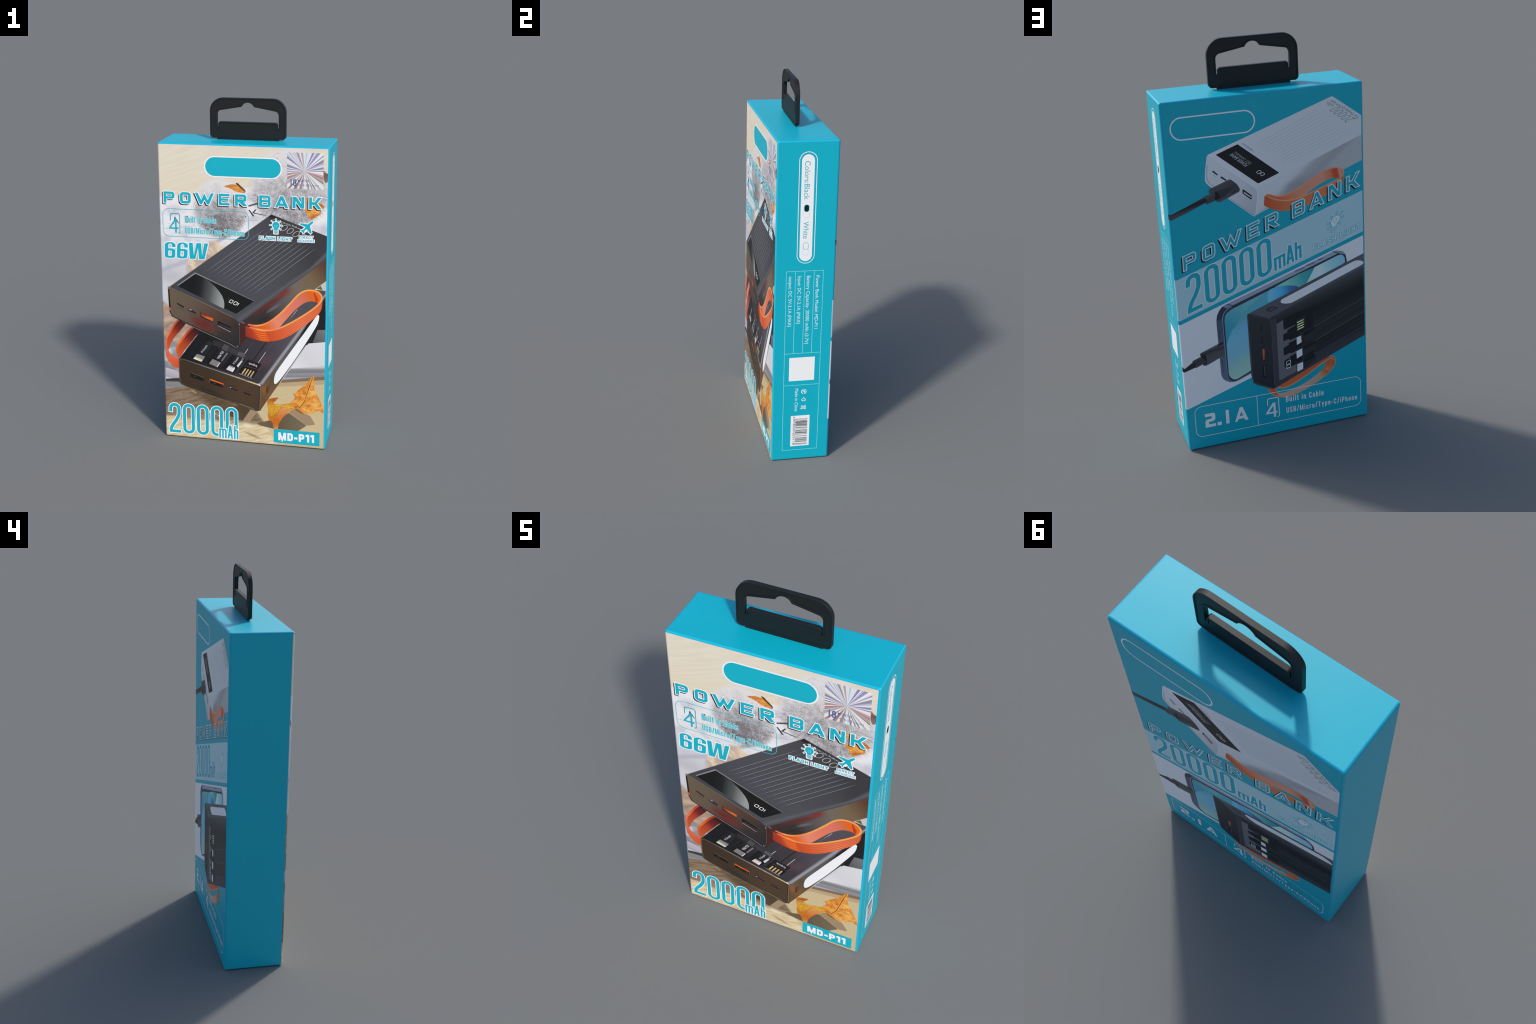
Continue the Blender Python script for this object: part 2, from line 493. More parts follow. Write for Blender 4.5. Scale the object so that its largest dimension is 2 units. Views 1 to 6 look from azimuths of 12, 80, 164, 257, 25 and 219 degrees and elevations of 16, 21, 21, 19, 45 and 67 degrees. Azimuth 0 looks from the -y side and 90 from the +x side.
def narrow(ch, t, wide=1.0, q=.13):
    """condensed sans letter, cap height 1, stem t: its width and its strokes (path, corner radius, closed)"""
    X, lo, hi = .73, t / 2, 1 - t / 2
    l, xm = t / 2, .73 - t / 2
    W = {'M': .56, 'm': .62, 'i': t, 'l': t, '1': .26, 't': .27, 'r': .27, '/': .30, '-': .24, ' ': .16, 'T': .38, 'A': .44, '+': .3, 'I': t, 'F': .36, 'L': .34, 'E': .37}.get(ch, .40 if ch.isupper() or ch.isdigit() else .36)
    if ch not in 'ilI':
        W *= wide
    r, m = W - t / 2, W / 2
    D = {
        'B': [([(l, lo), (r, lo), (r, .52), (l, .52)], [0, q, q * .7, 0], 1), ([(l, .52), (r, .52), (r, hi), (l, hi)], [0, q * .7, q, 0], 1)],
        'U': [([(l, 1), (l, lo), (r, lo), (r, 1)], q, 0)],
        'S': [([(r, .70), (r, hi), (l, hi), (l, .55), (r, .45), (r, lo), (l, lo), (l, .30)], q, 0)],
        'M': [([(l, 0), (l, 1)], 0, 0), ([(r, 0), (r, 1)], 0, 0), ([(l + t * .1, .99), (m, .06), (r - t * .1, .99)], 0, 0)],
        'T': [([(0, hi), (W, hi)], 0, 0), ([(m, 0), (m, 1)], 0, 0)],
        'C': [([(r, .66), (r, hi), (l, hi), (l, lo), (r, lo), (r, .34)], q, 0)],
        'P': [([(l, 0), (l, 1)], 0, 0), ([(l, .44), (r, .44), (r, hi), (l, hi)], [0, q, q, 0], 1)],
        'D': [([(l, lo), (r, lo), (r, hi), (l, hi)], [0, q, q, 0], 1)],
        'A': [([(l, 0), (m - t * .12, 1)], 0, 0), ([(r, 0), (m + t * .12, 1)], 0, 0), ([(l + .06, .27), (r - .06, .27)], 0, 0)],
        '1': [([(W - l, 0), (W - l, 1)], 0, 0), ([(0, .78), (W - l, .93)], 0, 0)],
        '-': [([(0, .40), (W, .40)], 0, 0)],
        '/': [([(l * .7, -.03), (W - l * .7, 1.03)], 0, 0)],
        'u': [([(l, X), (l, lo), (r, lo)], q, 0), ([(r, 0), (r, X)], 0, 0)],
        'i': [([(l, 0), (l, X)], 0, 0), ([(l, .86), (l, 1)], 0, 0)],
        'l': [([(l, 0), (l, 1)], 0, 0)],
        't': [([(l + .06, .95), (l + .06, lo), (W, lo)], .06, 0), ([(0, xm), (W, xm)], 0, 0)],
        'n': [([(l, 0), (l, X)], 0, 0), ([(l, xm), (r, xm), (r, 0)], q, 0)],
        'h': [([(l, 0), (l, 1)], 0, 0), ([(l, xm), (r, xm), (r, 0)], q, 0)],
        'm': [([(l, 0), (l, X)], 0, 0), ([(l, xm), (m, xm), (m, 0)], q * .8, 0), ([(m, xm), (r, xm), (r, 0)], q * .8, 0)],
        'a': [([(l, .56), (l, xm), (r, xm), (r, 0)], q * .8, 0), ([(l, lo), (r, lo), (r, .42), (l, .42)], [q * .8, 0, 0, q * .8], 1)],
        'b': [([(l, 0), (l, 1)], 0, 0), ([(l, lo), (r, lo), (r, xm), (l, xm)], [0, q, q, 0], 1)],
        'p': [([(l, -.24), (l, X)], 0, 0), ([(l, lo), (r, lo), (r, xm), (l, xm)], [0, q, q, 0], 1)],
        'o': [([(l, lo), (r, lo), (r, xm), (l, xm)], q, 1)],
        'c': [([(r, .48), (r, xm), (l, xm), (l, lo), (r, lo), (r, .24)], q, 0)],
        'e': [([(r, .24), (r, lo), (l, lo), (l, xm), (r, xm), (r, .40 - t / 2)], q, 0), ([(l, .40), (r, .40)], 0, 0)],
        'F': [([(l, 0), (l, 1)], 0, 0), ([(l, hi), (W, hi)], 0, 0), ([(l, .46), (W - .08, .46)], 0, 0)],
        'E': [([(l, 0), (l, 1)], 0, 0), ([(l, hi), (W, hi)], 0, 0), ([(l, .5), (W - .06, .5)], 0, 0), ([(l, lo), (W, lo)], 0, 0)],
        'L': [([(l, 1), (l, lo), (W, lo)], 0, 0)],
        'H': [([(l, 0), (l, 1)], 0, 0), ([(r, 0), (r, 1)], 0, 0), ([(l, .48), (r, .48)], 0, 0)],
        'I': [([(l, 0), (l, 1)], 0, 0)],
        'G': [([(r, .72), (r, hi), (l, hi), (l, lo), (r, lo), (r, .5), (m, .5)], q, 0)],
        'O': [([(l, lo), (r, lo), (r, hi), (l, hi)], q, 1)],
        'N': [([(l, 0), (l, 1)], 0, 0), ([(r, 0), (r, 1)], 0, 0), ([(l, .95), (r, .05)], 0, 0)],
        'R': [([(l, 0), (l, 1)], 0, 0), ([(l, .42), (r, .42), (r, hi), (l, hi)], [0, q, q, 0], 1), ([(m, .42), (r, 0)], 0, 0)],
        'r': [([(l, 0), (l, X)], 0, 0), ([(l, xm), (W, xm)], 0, 0)],
        'y': [([(l * .9, X), (m + .01, .02)], 0, 0), ([(W - l * .9, X), (m * .75, -.24)], 0, 0)],
    }
    return W, D.get(ch, [])
def poster(txt, q, t, grow_by=0.0, tight=None, wide=1.0, soft=.13):
    """condensed lettering whose baseline and cap line fill the quad q; t is the stem in cap heights"""
    f = quad_map(q)
    cap = (Vector(q[3]) - Vector(q[0])).length; wid = (Vector(q[1]) - Vector(q[0])).length
    ws = [narrow(c, t, wide, soft)[0] for c in txt]
    gap = .10 if tight is None else tight
    k = (wid / cap) / (sum(ws) + gap * (len(txt) - 1))
    out = []; x = 0.0
    for c, w in zip(txt, ws):
        for path, rad, closed in narrow(c, t, wide, soft)[1]:
            if rad != 0:
                n = len(path)
                rad = [max(v, t * .64) if v else 0 for v in (rad if isinstance(rad, list) else [rad] * n)]
                if not closed:
                    rad[0] = rad[-1] = 0
            soft_path = rounded(path, rad, 4) if rad != 0 and (closed or not grow_by) else path
            at = lambda pts: [f((x + a) * k * cap / wid, b) for a, b in pts]
            p, core = at(soft_path), at(path)
            lw = t * cap * min(1.15, .5 + .5 * k) + 2 * grow_by
            if grow_by > 0 and not closed:                   # a rim: one bar for each limb, so that it never folds
                for i in range(len(p) - 1):
                    e = (Vector(p[i + 1]) - Vector(p[i])).normalized()
                    c0 = grow_by if i == 0 else lw / 2
                    c1 = grow_by if i == len(p) - 2 else lw / 2
                    out.append(stroke([tuple(Vector(p[i]) - e * c0), tuple(Vector(p[i + 1]) + e * c1)], lw))
            else:
                out.append(stroke(p, lw, bool(closed), core))
        x += w + gap
    return out

# ------------------------------------------------------------------ the carton
root = bpy.data.objects.new('power_bank_box', None)
scene.collection.objects.link(root)
root['label'] = 'upright teal retail box with photo front and black hang tab'
root['category'] = 'product packaging box'

def photo_front():
    """the printed photograph behind the product: pale wood, paper, fur balls, plank floor"""
    N = Nodes('front_photo'); u, v = N.uv('front')
    def c(*rgb): return ink(rgb)
    # pale wood, grain rising to the right
    g1 = N.noise(N.vec(N.plane(.004, .0016, 0), N.plane(-.028, .075, 0)), 1.0, 4, .55)
    col = N.ramp(g1, [(.30, c(217, 207, 187)), (.5, c(222, 213, 197)), (.62, c(225, 217, 202)), (.75, c(219, 209, 190))])
    col = N.mix(N.m('MULTIPLY', N.step(N.plane(0, -1, 1640), 0, 180), .5), col, c(222, 208, 178))
    fine = N.noise(N.vec(N.plane(.02, .008, 0), N.plane(-.15, .4, 0)), 1.0, 2)
    col = N.mix(N.m('MULTIPLY', N.step(fine, .38, .2), .3), col, c(205, 192, 165))
    # white printed sheet and cloth below it
    g2 = N.noise(N.vec(N.plane(.010, -.004, 0), N.plane(.004, .012, 0)), 1.0, 3)
    paper = N.ramp(g2, [(.33, c(196, 195, 206)), (.47, c(222, 221, 227)), (.6, c(230, 230, 234))])
    dim = N.step(N.plane(.15, 1, -1190), 40, -190)
    paper = N.mix(N.m('MULTIPLY', dim, .75), paper, c(196, 196, 204))
    sh = N.m('MULTIPLY', N.step(N.m('ABSOLUTE', N.plane(-.42, 1, -1232)), 26, 3), N.step(u, -140, -300))  # shadow on the sheet, drawn as a mauve tint
    paper = N.mix(N.m('MULTIPLY', sh, .55), paper, c(166, 162, 182))
    sh = N.m('MULTIPLY', N.step(N.m('ABSOLUTE', N.plane(-.62, 1, -1310)), 20, 4), N.step(N.m('ABSOLUTE', N.plane(1, 0, 120)), 130, 60))
    paper = N.mix(N.m('MULTIPLY', sh, .6), paper, c(130, 128, 138))
    col = N.mix(N.step(N.plane(-.14, 1, -1529), 3, -3), col, paper)
    # a beige hand-shaped blur beside the capacity figures
    blur = N.m('ADD', N.radial((-205, 1085), 115, 165, -35), N.m('MULTIPLY', N.m('SUBTRACT', N.noise(N.vec(u, v), .02, 2), .5), .5))
    tone = N.ramp(N.noise(N.vec(N.plane(.018, .014, 0), N.plane(-.006, .01, 0)), 1.0, 2), [(.3, c(170, 155, 148)), (.5, c(205, 184, 165)), (.62, c(226, 210, 180)), (.75, c(196, 160, 146))])
    col = N.mix(N.step(blur, 1.0, .75), col, tone)
    gl = N.radial((-420, 1000), 120, 60, 0)
    col = N.mix(N.m('MULTIPLY', N.step(gl, 1.0, .2), .5), col, c(172, 171, 178))
    # tan blurred wood, then a grey book, left of the product
    tan = N.ramp(N.noise(N.vec(N.plane(.006, .012, 0), N.plane(-.012, .03, 0)), 1.0, 3), [(.3, c(150, 128, 116)), (.5, c(178, 152, 136)), (.66, c(196, 172, 150)), (.8, c(150, 144, 140))])
    col = N.mix(N.step(N.plane(.75, 1, -490), 20, -12), col, tan)
    grey = N.ramp(N.noise(N.vec(u, v), .012, 2), [(.35, c(126, 128, 136)), (.55, c(146, 147, 154)), (.7, c(205, 201, 204))])
    col = N.mix(N.step(N.plane(.55, 1, -375), 12, -8), col, grey)
    # plank floor: shade and sunlight printed as darker and lighter wood tones
    w1 = N.noise(N.vec(N.plane(.008, .002, 0), N.plane(-.020, .06, 0)), 1.0, 5, .65)
    shade = N.ramp(w1, [(.28, c(96, 78, 60)), (.45, c(126, 106, 84)), (.58, c(146, 126, 110)), (.72, c(112, 94, 72))])
    lit = N.ramp(w1, [(.28, c(190, 164, 122)), (.45, c(210, 190, 150)), (.6, c(226, 212, 182)), (.78, c(204, 182, 138))])
    big = N.noise(N.vec(N.plane(.0045, .004, 0), N.plane(-.004, .016, 0)), 1.0, 2)
    e0, e1 = (-473.1, 125.9), (-7.5, 135.2)
    k = (e1[1] - e0[1]) / (e1[0] - e0[0])
    sun = N.m('ADD', N.plane(k * .018, -.018, .018 * (e0[1] - k * e0[0]) + .35), N.m('MULTIPLY', N.m('SUBTRACT', big, .5), 1.5))
    patch = N.m('MULTIPLY', N.step(N.radial((-196.6, 179), 110, 20, -20), 1.1, .3), N.step(big, .40, .56))
    sun = N.m('ADD', sun, patch)
    wood = N.mix(N.step(sun, .1, .75), shade, lit)
    streak = N.radial((49.4, 51.7), 75, 12, -20)
    wood = N.mix(N.m('MULTIPLY', N.step(streak, 1.0, .3), .75), wood, c(152, 130, 104))
    glow = N.radial((18.1, 110.1), 40, 26, 0)
    wood = N.mix(N.m('MULTIPLY', N.step(glow, 1.0, .1), .7), wood, c(232, 220, 198))
    pale = N.radial((-330, 145), 190, 70, -8)
    wood = N.mix(N.m('MULTIPLY', N.m('MULTIPLY', N.step(pale, 1.0, .2), N.step(sun, .6, .2)), .5), wood, c(158, 138, 122))
    dark = N.radial((-120, 225), 280, 60, -22)
    wood = N.mix(N.m('MULTIPLY', N.step(dark, 1.0, .3), .8), wood, c(84, 70, 52))
    speck = N.noise(N.vec(u, v), .22, 3, .8)
    sand = N.ramp(speck, [(.30, c(160, 138, 106)), (.47, c(201, 182, 142)), (.6, c(212, 195, 158)), (.75, c(222, 208, 176))])
    wood = N.mix(N.step(N.plane(1, .62, -205), -12, 12), wood, sand)
    band = N.m('MULTIPLY', N.step(N.plane(-.14, 1, -385), 0, -8), N.step(N.plane(-.14, 1, -345), -6, 2))
    wood = N.mix(N.m('MULTIPLY', N.m('MULTIPLY', band, N.step(u, 100, 140)), .85), wood, c(182, 156, 124))
    col = N.mix(N.m('MULTIPLY', N.step(N.plane(-.17, 1, -388), 2, -2), 1.0), col, wood)
    # two balls of grey fur
    def fur(col, ctr, rx, ry, lift, hi, dirt):
        x, y = N.plane(1, 0, -ctr[0]), N.plane(0, 1, -ctr[1])
        ang = N.m('ARCTAN2', y, x)
        d = N.radial(ctr, rx, ry)
        hair = N.noise(N.vec(N.m('MULTIPLY', ang, 26), N.m('MULTIPLY', d, 3.2), ctr[0]), 1.0, 3, .7)
        clump = N.noise(N.vec(u, v, ctr[0]), .028, 3, .6)
        speck = N.noise(N.vec(u, v), .17, 3, .75)
        rim = N.m('ADD', d, N.m('MULTIPLY', N.m('SUBTRACT', hair, .5), .34))
        mask = N.step(rim, 1.06, .84)
        grit = N.noise(N.vec(u, v, 3.0), .42, 2, .8)
        tone = N.m('ADD', N.m('MULTIPLY', speck, .5), N.m('ADD', N.m('MULTIPLY', clump, .45), N.m('MULTIPLY', N.m('SUBTRACT', grit, .5), .7)))
        tone = N.m('ADD', tone, .055)
        tone = N.m('ADD', tone, N.m('MULTIPLY', N.m('SUBTRACT', hair, .5), .25))
        dn = N.m('ADD', N.plane(0, .0026, -.0026 * ctr[1]), N.m('MULTIPLY', N.m('SUBTRACT', d, .8), .28))  # shading painted into the fur: tone falls toward the underside
        tone = N.m('ADD', N.m('ADD', tone, lift), N.m('MULTIPLY', dn, hi))
        furc = N.ramp(tone, [(.20, c(62, 61, 65)), (.36, c(122, 120, 125)), (.47, c(166, 163, 168)), (.58, c(198, 195, 199)), (.74, c(222, 219, 221))])
        dm = N.m('MULTIPLY', N.step(N.noise(N.vec(u, v, 9.0), .016, 3, .7), .60, .72), dirt)
        furc = N.mix(dm, furc, c(150, 95, 55))
        return N.mix(mask, col, furc)
    col = fur(col, (262, 1540), 226, 226, .07, .36, .35)
    col = fur(col, (-128, 1412), 158, 174, .045, .66, .2)
    return N.out(col)

def hologram():
    N = Nodes('hologram_foil', .35); N.uv('front')
    c0 = (343.8, 1634.8)
    x, y = N.plane(1, 0, -c0[0]), N.plane(0, 1, -c0[1])
    ang = N.m('ARCTAN2', y, x)
    def c(*rgb): return ink(rgb)
    pick = N.n('ShaderNodeTexWhiteNoise', noise_dimensions='1D')
    N.put(pick.inputs['W'], N.m('FLOOR', N.m('MULTIPLY', ang, 8.2)))
    soft = N.noise(N.vec(N.m('MULTIPLY', ang, 5.5), 0.0), 1.0, 2, .6)
    soft = N.m('ADD', N.m('MULTIPLY', soft, .75), N.m('MULTIPLY', pick.outputs[0], .25))
    up = N.ramp(soft, [(.26, c(116, 96, 92)), (.34, c(150, 146, 140)), (.40, c(134, 128, 172)), (.52, c(148, 144, 190)), (.57, c(232, 238, 242)), (.62, c(150, 150, 190)), (.68, c(180, 182, 140)), (.74, c(240, 240, 236))])
    dn = N.ramp(soft, [(.26, c(112, 84, 86)), (.36, c(196, 124, 122)), (.42, c(150, 142, 160)), (.49, c(124, 102, 104)), (.55, c(226, 218, 210)), (.60, c(120, 96, 98)), (.68, c(118, 146, 140)), (.75, c(236, 232, 226))])
    col = N.mix(N.step(y, 8, -12), up, dn)
    pick2 = N.n('ShaderNodeTexWhiteNoise', noise_dimensions='1D')
    N.put(pick2.inputs['W'], N.m('FLOOR', N.m('MULTIPLY', ang, 15.0)))
    thin = N.ramp(pick2.outputs[0], [(0, c(250, 250, 250)), (.17, c(206, 210, 130)), (.22, c(246, 250, 250)), (.27, c(224, 158, 150)), (.30, c(178, 222, 228)), (.36, c(240, 240, 240)), (.42, c(140, 132, 176))], 'CONSTANT')
    col = N.mix(N.m('MULTIPLY', N.step(pick2.outputs[0], .43, .40), .8), col, thin)
    glint = N.noise(N.vec(N.m('MULTIPLY', ang, 9.0), 7.0), 1.0, 1)
    col = N.mix(N.m('MULTIPLY', N.step(glint, .54, .62), .85), col, c(244, 246, 248))
    col = N.mix(.12, col, c(168, 164, 176))
    r = N.radial(c0, 16, 16)
    col = N.mix(N.m('MULTIPLY', N.step(r, 1.2, .2), .6), col, c(205, 200, 204))
    return N.out(col)

def leaf_paint(name, frost=.35, dark=0.0):
    N = Nodes(name); u, v = N.uv('front')
    def c(*rgb): return ink(rgb)
    g = N.noise(N.vec(N.plane(.022, .008, 0), N.plane(-.010, .030, 0)), 1.0, 4, .7)
    g = N.m('SUBTRACT', g, dark)
    col = N.ramp(g, [(.26, c(150, 84, 40)), (.36, c(196, 116, 48)), (.45, c(220, 144, 58)), (.54, c(228, 166, 80)), (.64, c(236, 196, 110)), (.76, c(214, 138, 76))])
    fold = N.noise(N.vec(N.plane(.05, .02, 0), N.plane(.01, -.05, 0)), 1.0, 2, .5)
    col = N.mix(N.m('MULTIPLY', N.step(fold, .48, .36), .32), col, c(176, 98, 44))
    s = N.noise(N.vec(u, v), .15, 3, .85)
    col = N.mix(N.m('MULTIPLY', N.step(s, .54, .66), frost), col, c(240, 214, 184))
    return N.out(col)

photo = photo_front()
carton_teal = Nodes('teal_card', .42, .42)
g = carton_teal.noise(carton_teal.n('ShaderNodeTexCoord').outputs['Object'], 700, 2)
carton_teal = carton_teal.out(carton_teal.mix(carton_teal.m('MULTIPLY', g, .05), TEAL, (.005, .36, .5, 1)))

bm = bmesh.new()
bmesh.ops.create_cube(bm, size=1)
bmesh.ops.scale(bm, vec=(W, D, H), verts=bm.verts)
bmesh.ops.translate(bm, vec=(0, 0, H / 2), verts=bm.verts)
bmesh.ops.bevel(bm, geom=bm.edges[:], offset=R, offset_type='OFFSET', segments=8, profile=.5, affect='EDGES')
bm.normal_update()
def zone(f):
    n, c = f.normal, f.calc_center_median()
    ax = max(range(3), key=lambda i: abs(n[i]))
    tilt = math.degrees(math.acos(min(1, abs(n[ax]))))
    if n.y < -.999 or (n.y < -.02 and n.x < .02 and n.z < .02):
        return 'front_panel'
    if n.y > .999:
        return 'back_panel'
    if n.x > .999:
        return 'side_panel'
    if .5 < tilt < 8 and c.z > .01:
        return 'fold'
    return 'carton'
zones = {'carton': [carton_teal, blue, blue_dim], 'front_panel': [photo], 'back_panel': [carton_teal], 'side_panel': [carton_teal]}
panel = {}
tags = {f.index: zone(f) for f in bm.faces}
inner_lo, inner_hi = Vector((-HW + R, -HD + R, R)), Vector((HW - R, HD - R, H - R))
for name, mats in zones.items():
    part = bmesh.new(); mp = {}
    for f in bm.faces:
        t = tags[f.index]
        if t == name or (t == 'fold' and name == 'carton'):
            for v in f.verts:
                if v not in mp:
                    mp[v] = part.verts.new(v.co)
            nf = part.faces.new([mp[v] for v in f.verts]); nf.smooth = True
            nf.material_index = (1 if f.normal.y < -.9 else 2) if t == 'fold' else 0
    me = bpy.data.meshes.new(name); part.to_mesh(me); part.free()
    for m in mats:
        me.materials.append(m)
    nrm = []
    for v in me.vertices:
        q = Vector([min(max(v.co[i], inner_lo[i]), inner_hi[i]) for i in range(3)])
        nrm.append(tuple((v.co - q).normalized()))
    me.normals_split_custom_set_from_vertices(nrm)
    ob = bpy.data.objects.new(name, me); scene.collection.objects.link(ob); ob.parent = root
    panel[name] = ob
bm.free()
FR, BK, SD = panel['front_panel'], panel['back_panel'], panel['side_panel']

# ------------------------------------------------------------------ the hang tab
plastic = Nodes('black_plastic', .55)
gn = plastic.noise(plastic.n('ShaderNodeTexCoord').outputs['Object'], 500, 3)
bp = plastic.n('ShaderNodeBump'); bp.inputs['Strength'].default_value = .06; bp.inputs['Distance'].default_value = .001
plastic.put(bp.inputs['Height'], gn); plastic.put(plastic.b.inputs['Normal'], bp.outputs[0])
plastic = plastic.out(plastic.mix(plastic.m('MULTIPLY', gn, .3), (.0045, .0045, .005, 1), (.008, .008, .009, 1)))

def hang_tab():
    """flat loop with a euro-slot arch, a spring tongue in the window and a raised rim on both sides"""
    w, z0, z1, T = 215.5, 1777.0, 2000.0, 10.0
    outer = rounded([(-w, z0), (w, z0), (w, z1), (-w, z1)], [19, 19, 75, 75], 10)
    hw, tw = 174.5, 168.0
    arch = [(39.3 * math.sin(a), 1936.2 + 39.3 * math.cos(a)) for a in (math.radians(66 - 132 * i / 16) for i in range(17))]
    right = rounded([(hw, 1837), (hw, 1928), (37, 1951.5), (30, 1960)], [0, 20, 0, 0], 6)
    right = right[:-2]
    hole = right + arch + [(-x, y) for x, y in right[::-1]]
    tongue = rounded([(-tw, 1837), (-tw, 1868.3), (tw, 1868.3), (tw, 1837)], [0, 13, 13, 0], 6)
    hole = hole + tongue
    bm = bmesh.new(); edges = []
    for lp in (outer, hole):
        lp = [q for i, q in enumerate(lp) if (Vector(q) - Vector(lp[i - 1])).length > 1e-3]
        vs = [bm.verts.new((x / 1000, -T / 1000, y / 1000)) for x, y in lp]
        edges += [bm.edges.new((vs[i - 1], vs[i])) for i in range(len(vs))]
    bmesh.ops.triangle_fill(bm, use_beauty=True, edges=edges, normal=(0, -1, 0))
    front = bm.faces[:]
    bm.normal_update()
    if sum(f.normal.y for f in front) > 0:
        bmesh.ops.reverse_faces(bm, faces=front)
    # mirror to the other side and join the two by walls
    border = [e for e in bm.edges if len(e.link_faces) == 1]
    mp = {v: bm.verts.new((v.co.x, -v.co.y, v.co.z)) for v in bm.verts[:]}
    for f in front:
        bm.faces.new([mp[v] for v in reversed(f.verts)])
    for e in border:
        a, b = e.verts
        bm.faces.new([a, b, mp[b], mp[a]])
    bm.normal_update()
    bmesh.ops.recalc_face_normals(bm, faces=bm.faces[:])
    for sgn in (-1, 1):
        reg = [f for f in bm.faces if f.normal.y * sgn > .9]
        bmesh.ops.inset_region(bm, faces=reg, thickness=.0008, depth=.0007, use_even_offset=True, use_boundary=True)
        reg = [f for f in reg if f.is_valid]
        bmesh.ops.inset_region(bm, faces=reg, thickness=.0052, depth=0, use_even_offset=True, use_boundary=True)
        reg = [f for f in reg if f.is_valid]
        bmesh.ops.inset_region(bm, faces=reg, thickness=.0010, depth=-.0026, use_even_offset=True, use_boundary=True)
    me = bpy.data.meshes.new('hang_tab'); bm.to_mesh(me); bm.free()
    me.materials.append(plastic)
    for p in me.polygons:
        p.use_smooth = True
    me.set_sharp_from_angle(angle=math.radians(28))
    ob = bpy.data.objects.new('hang_tab', me); scene.collection.objects.link(ob); ob.parent = root
    ob.rotation_euler.z = math.radians(-1.4); ob.location.y = -.0008       # it stands a little askew in its slot
    # the foot that goes through the slot in the lid
    bm = bmesh.new(); bmesh.ops.create_cube(bm, size=1)
    bmesh.ops.scale(bm, vec=(.351, .016, .0155), verts=bm.verts)
    bmesh.ops.translate(bm, vec=(0, 0, 1.7712), verts=bm.verts)
    me = bpy.data.meshes.new('foot'); bm.to_mesh(me); bm.free(); me.materials.append(plastic)
    ft = bpy.data.objects.new('foot', me); scene.collection.objects.link(ft); ft.parent = ob
hang_tab()

# the cut line of the slot on the lid
bm = bmesh.new()
o, hs = stroke(rrect(-195, -20.5, 195, 20.5, 20, 10), 1.1, True)
lo = [bm.verts.new((x / 1000, y / 1000, H + .00006)) for x, y in o]
hi = [bm.verts.new((x / 1000, y / 1000, H + .00006)) for x, y in hs[0]]
for i in range(len(lo)):
    bm.faces.new([lo[i - 1], lo[i], hi[i], hi[i - 1]])
me = bpy.data.meshes.new('slot_cut_line'); bm.to_mesh(me); bm.free(); me.materials.append(flat('slot_blue', (.005, .36, .60, 1)))
ob = bpy.data.objects.new('slot_cut_line', me); scene.collection.objects.link(ob); ob.parent = root
# ================================================================== FRONT PRINT
def dk(*rgb): return solid(rgb, 'front')

# ---- things in the photograph: books, table, leaf, letters on the sheet
P = Print('book_picture', 'front', FR)
P.add(S([(374.4, 650.2), (471.9, 666.4), (474.2, 522.4), (274.8, 490.5)]), grad('page_ink', 'front', (285.2, 499), (466.7, 652.2), [(0, (222, 222, 228)), (.4, (210, 210, 215)), (1, (216, 216, 221))]), 2)
P.add(S([(274.8, 490.5), (474.2, 522.4), (475.2, 460.4), (224.7, 416)]), grad('page_edge_ink', 'front', (313.4, 427.9), (307.3, 497.9), [(0, (160, 158, 172)), (.1, (176, 174, 188)), (.2, (130, 130, 138)), (.45, (146, 147, 152)), (.62, (122, 123, 127)), (.85, (140, 140, 143)), (1, (196, 194, 200))]), 1)
P.add(S([(226.1, 416.2), (475.2, 459.5), (475.6, 437), (216.4, 397.6)]), dk(128, 110, 88), 1)
P.add(S([(467, 967), (472.2, 648.3), (371.8, 640.7), (311.7, 636.2), (405.6, 971.5), (440.2, 976.4)]), dk(40, 40, 42), 1)
P.add(S([(470.7, 738.2), (471.9, 667), (398.8, 656.3), (424.9, 734.9)]), grad('slate_ink', 'front', (393.4, 658.2), (468, 738), [(0, (84, 84, 88)), (1, (120, 122, 126))]), 2)
P.add(S([(402.9, 970.8), (468.8, 1021.2), (469.7, 967.2)]), dk(196, 196, 194), 1)
P.add(S([(416.2, 977.7), (440, 995.9), (451, 970.2)]), dk(112, 100, 52), 2)
P.add(S([(-479, 364.2), (-389.9, 378.3), (-349.5, 363.5), (-350.4, 327.1), (-475.2, 304.8)]), grad('lower_book_ink', 'front', (-420.8, 310.4), (-424.9, 373.8), [(0, (150, 150, 156)), (.2, (128, 130, 136)), (.6, (134, 136, 142)), (.68, (96, 90, 82)), (.8, (52, 48, 46)), (1, (80, 76, 74))]), 1)
P.add(S([(-476.2, 439.1), (-438, 430.2), (-406.2, 422.2), (-383.3, 407.5), (-384, 378.8), (-476.3, 365.6)]), grad('sheet_ink', 'front', (-448.4, 370.4), (-434.9, 434.9), [(0, (206, 204, 214)), (.15, (160, 158, 172)), (.5, (176, 174, 186)), (.75, (190, 176, 180)), (1, (206, 200, 206))]), 2)
P.add(S([(-321.9, 301.5), (-307.3, 306.4), (-281.4, 293.5), (-290.3, 286.6)]), dk(160, 138, 100), 1)
P.done()

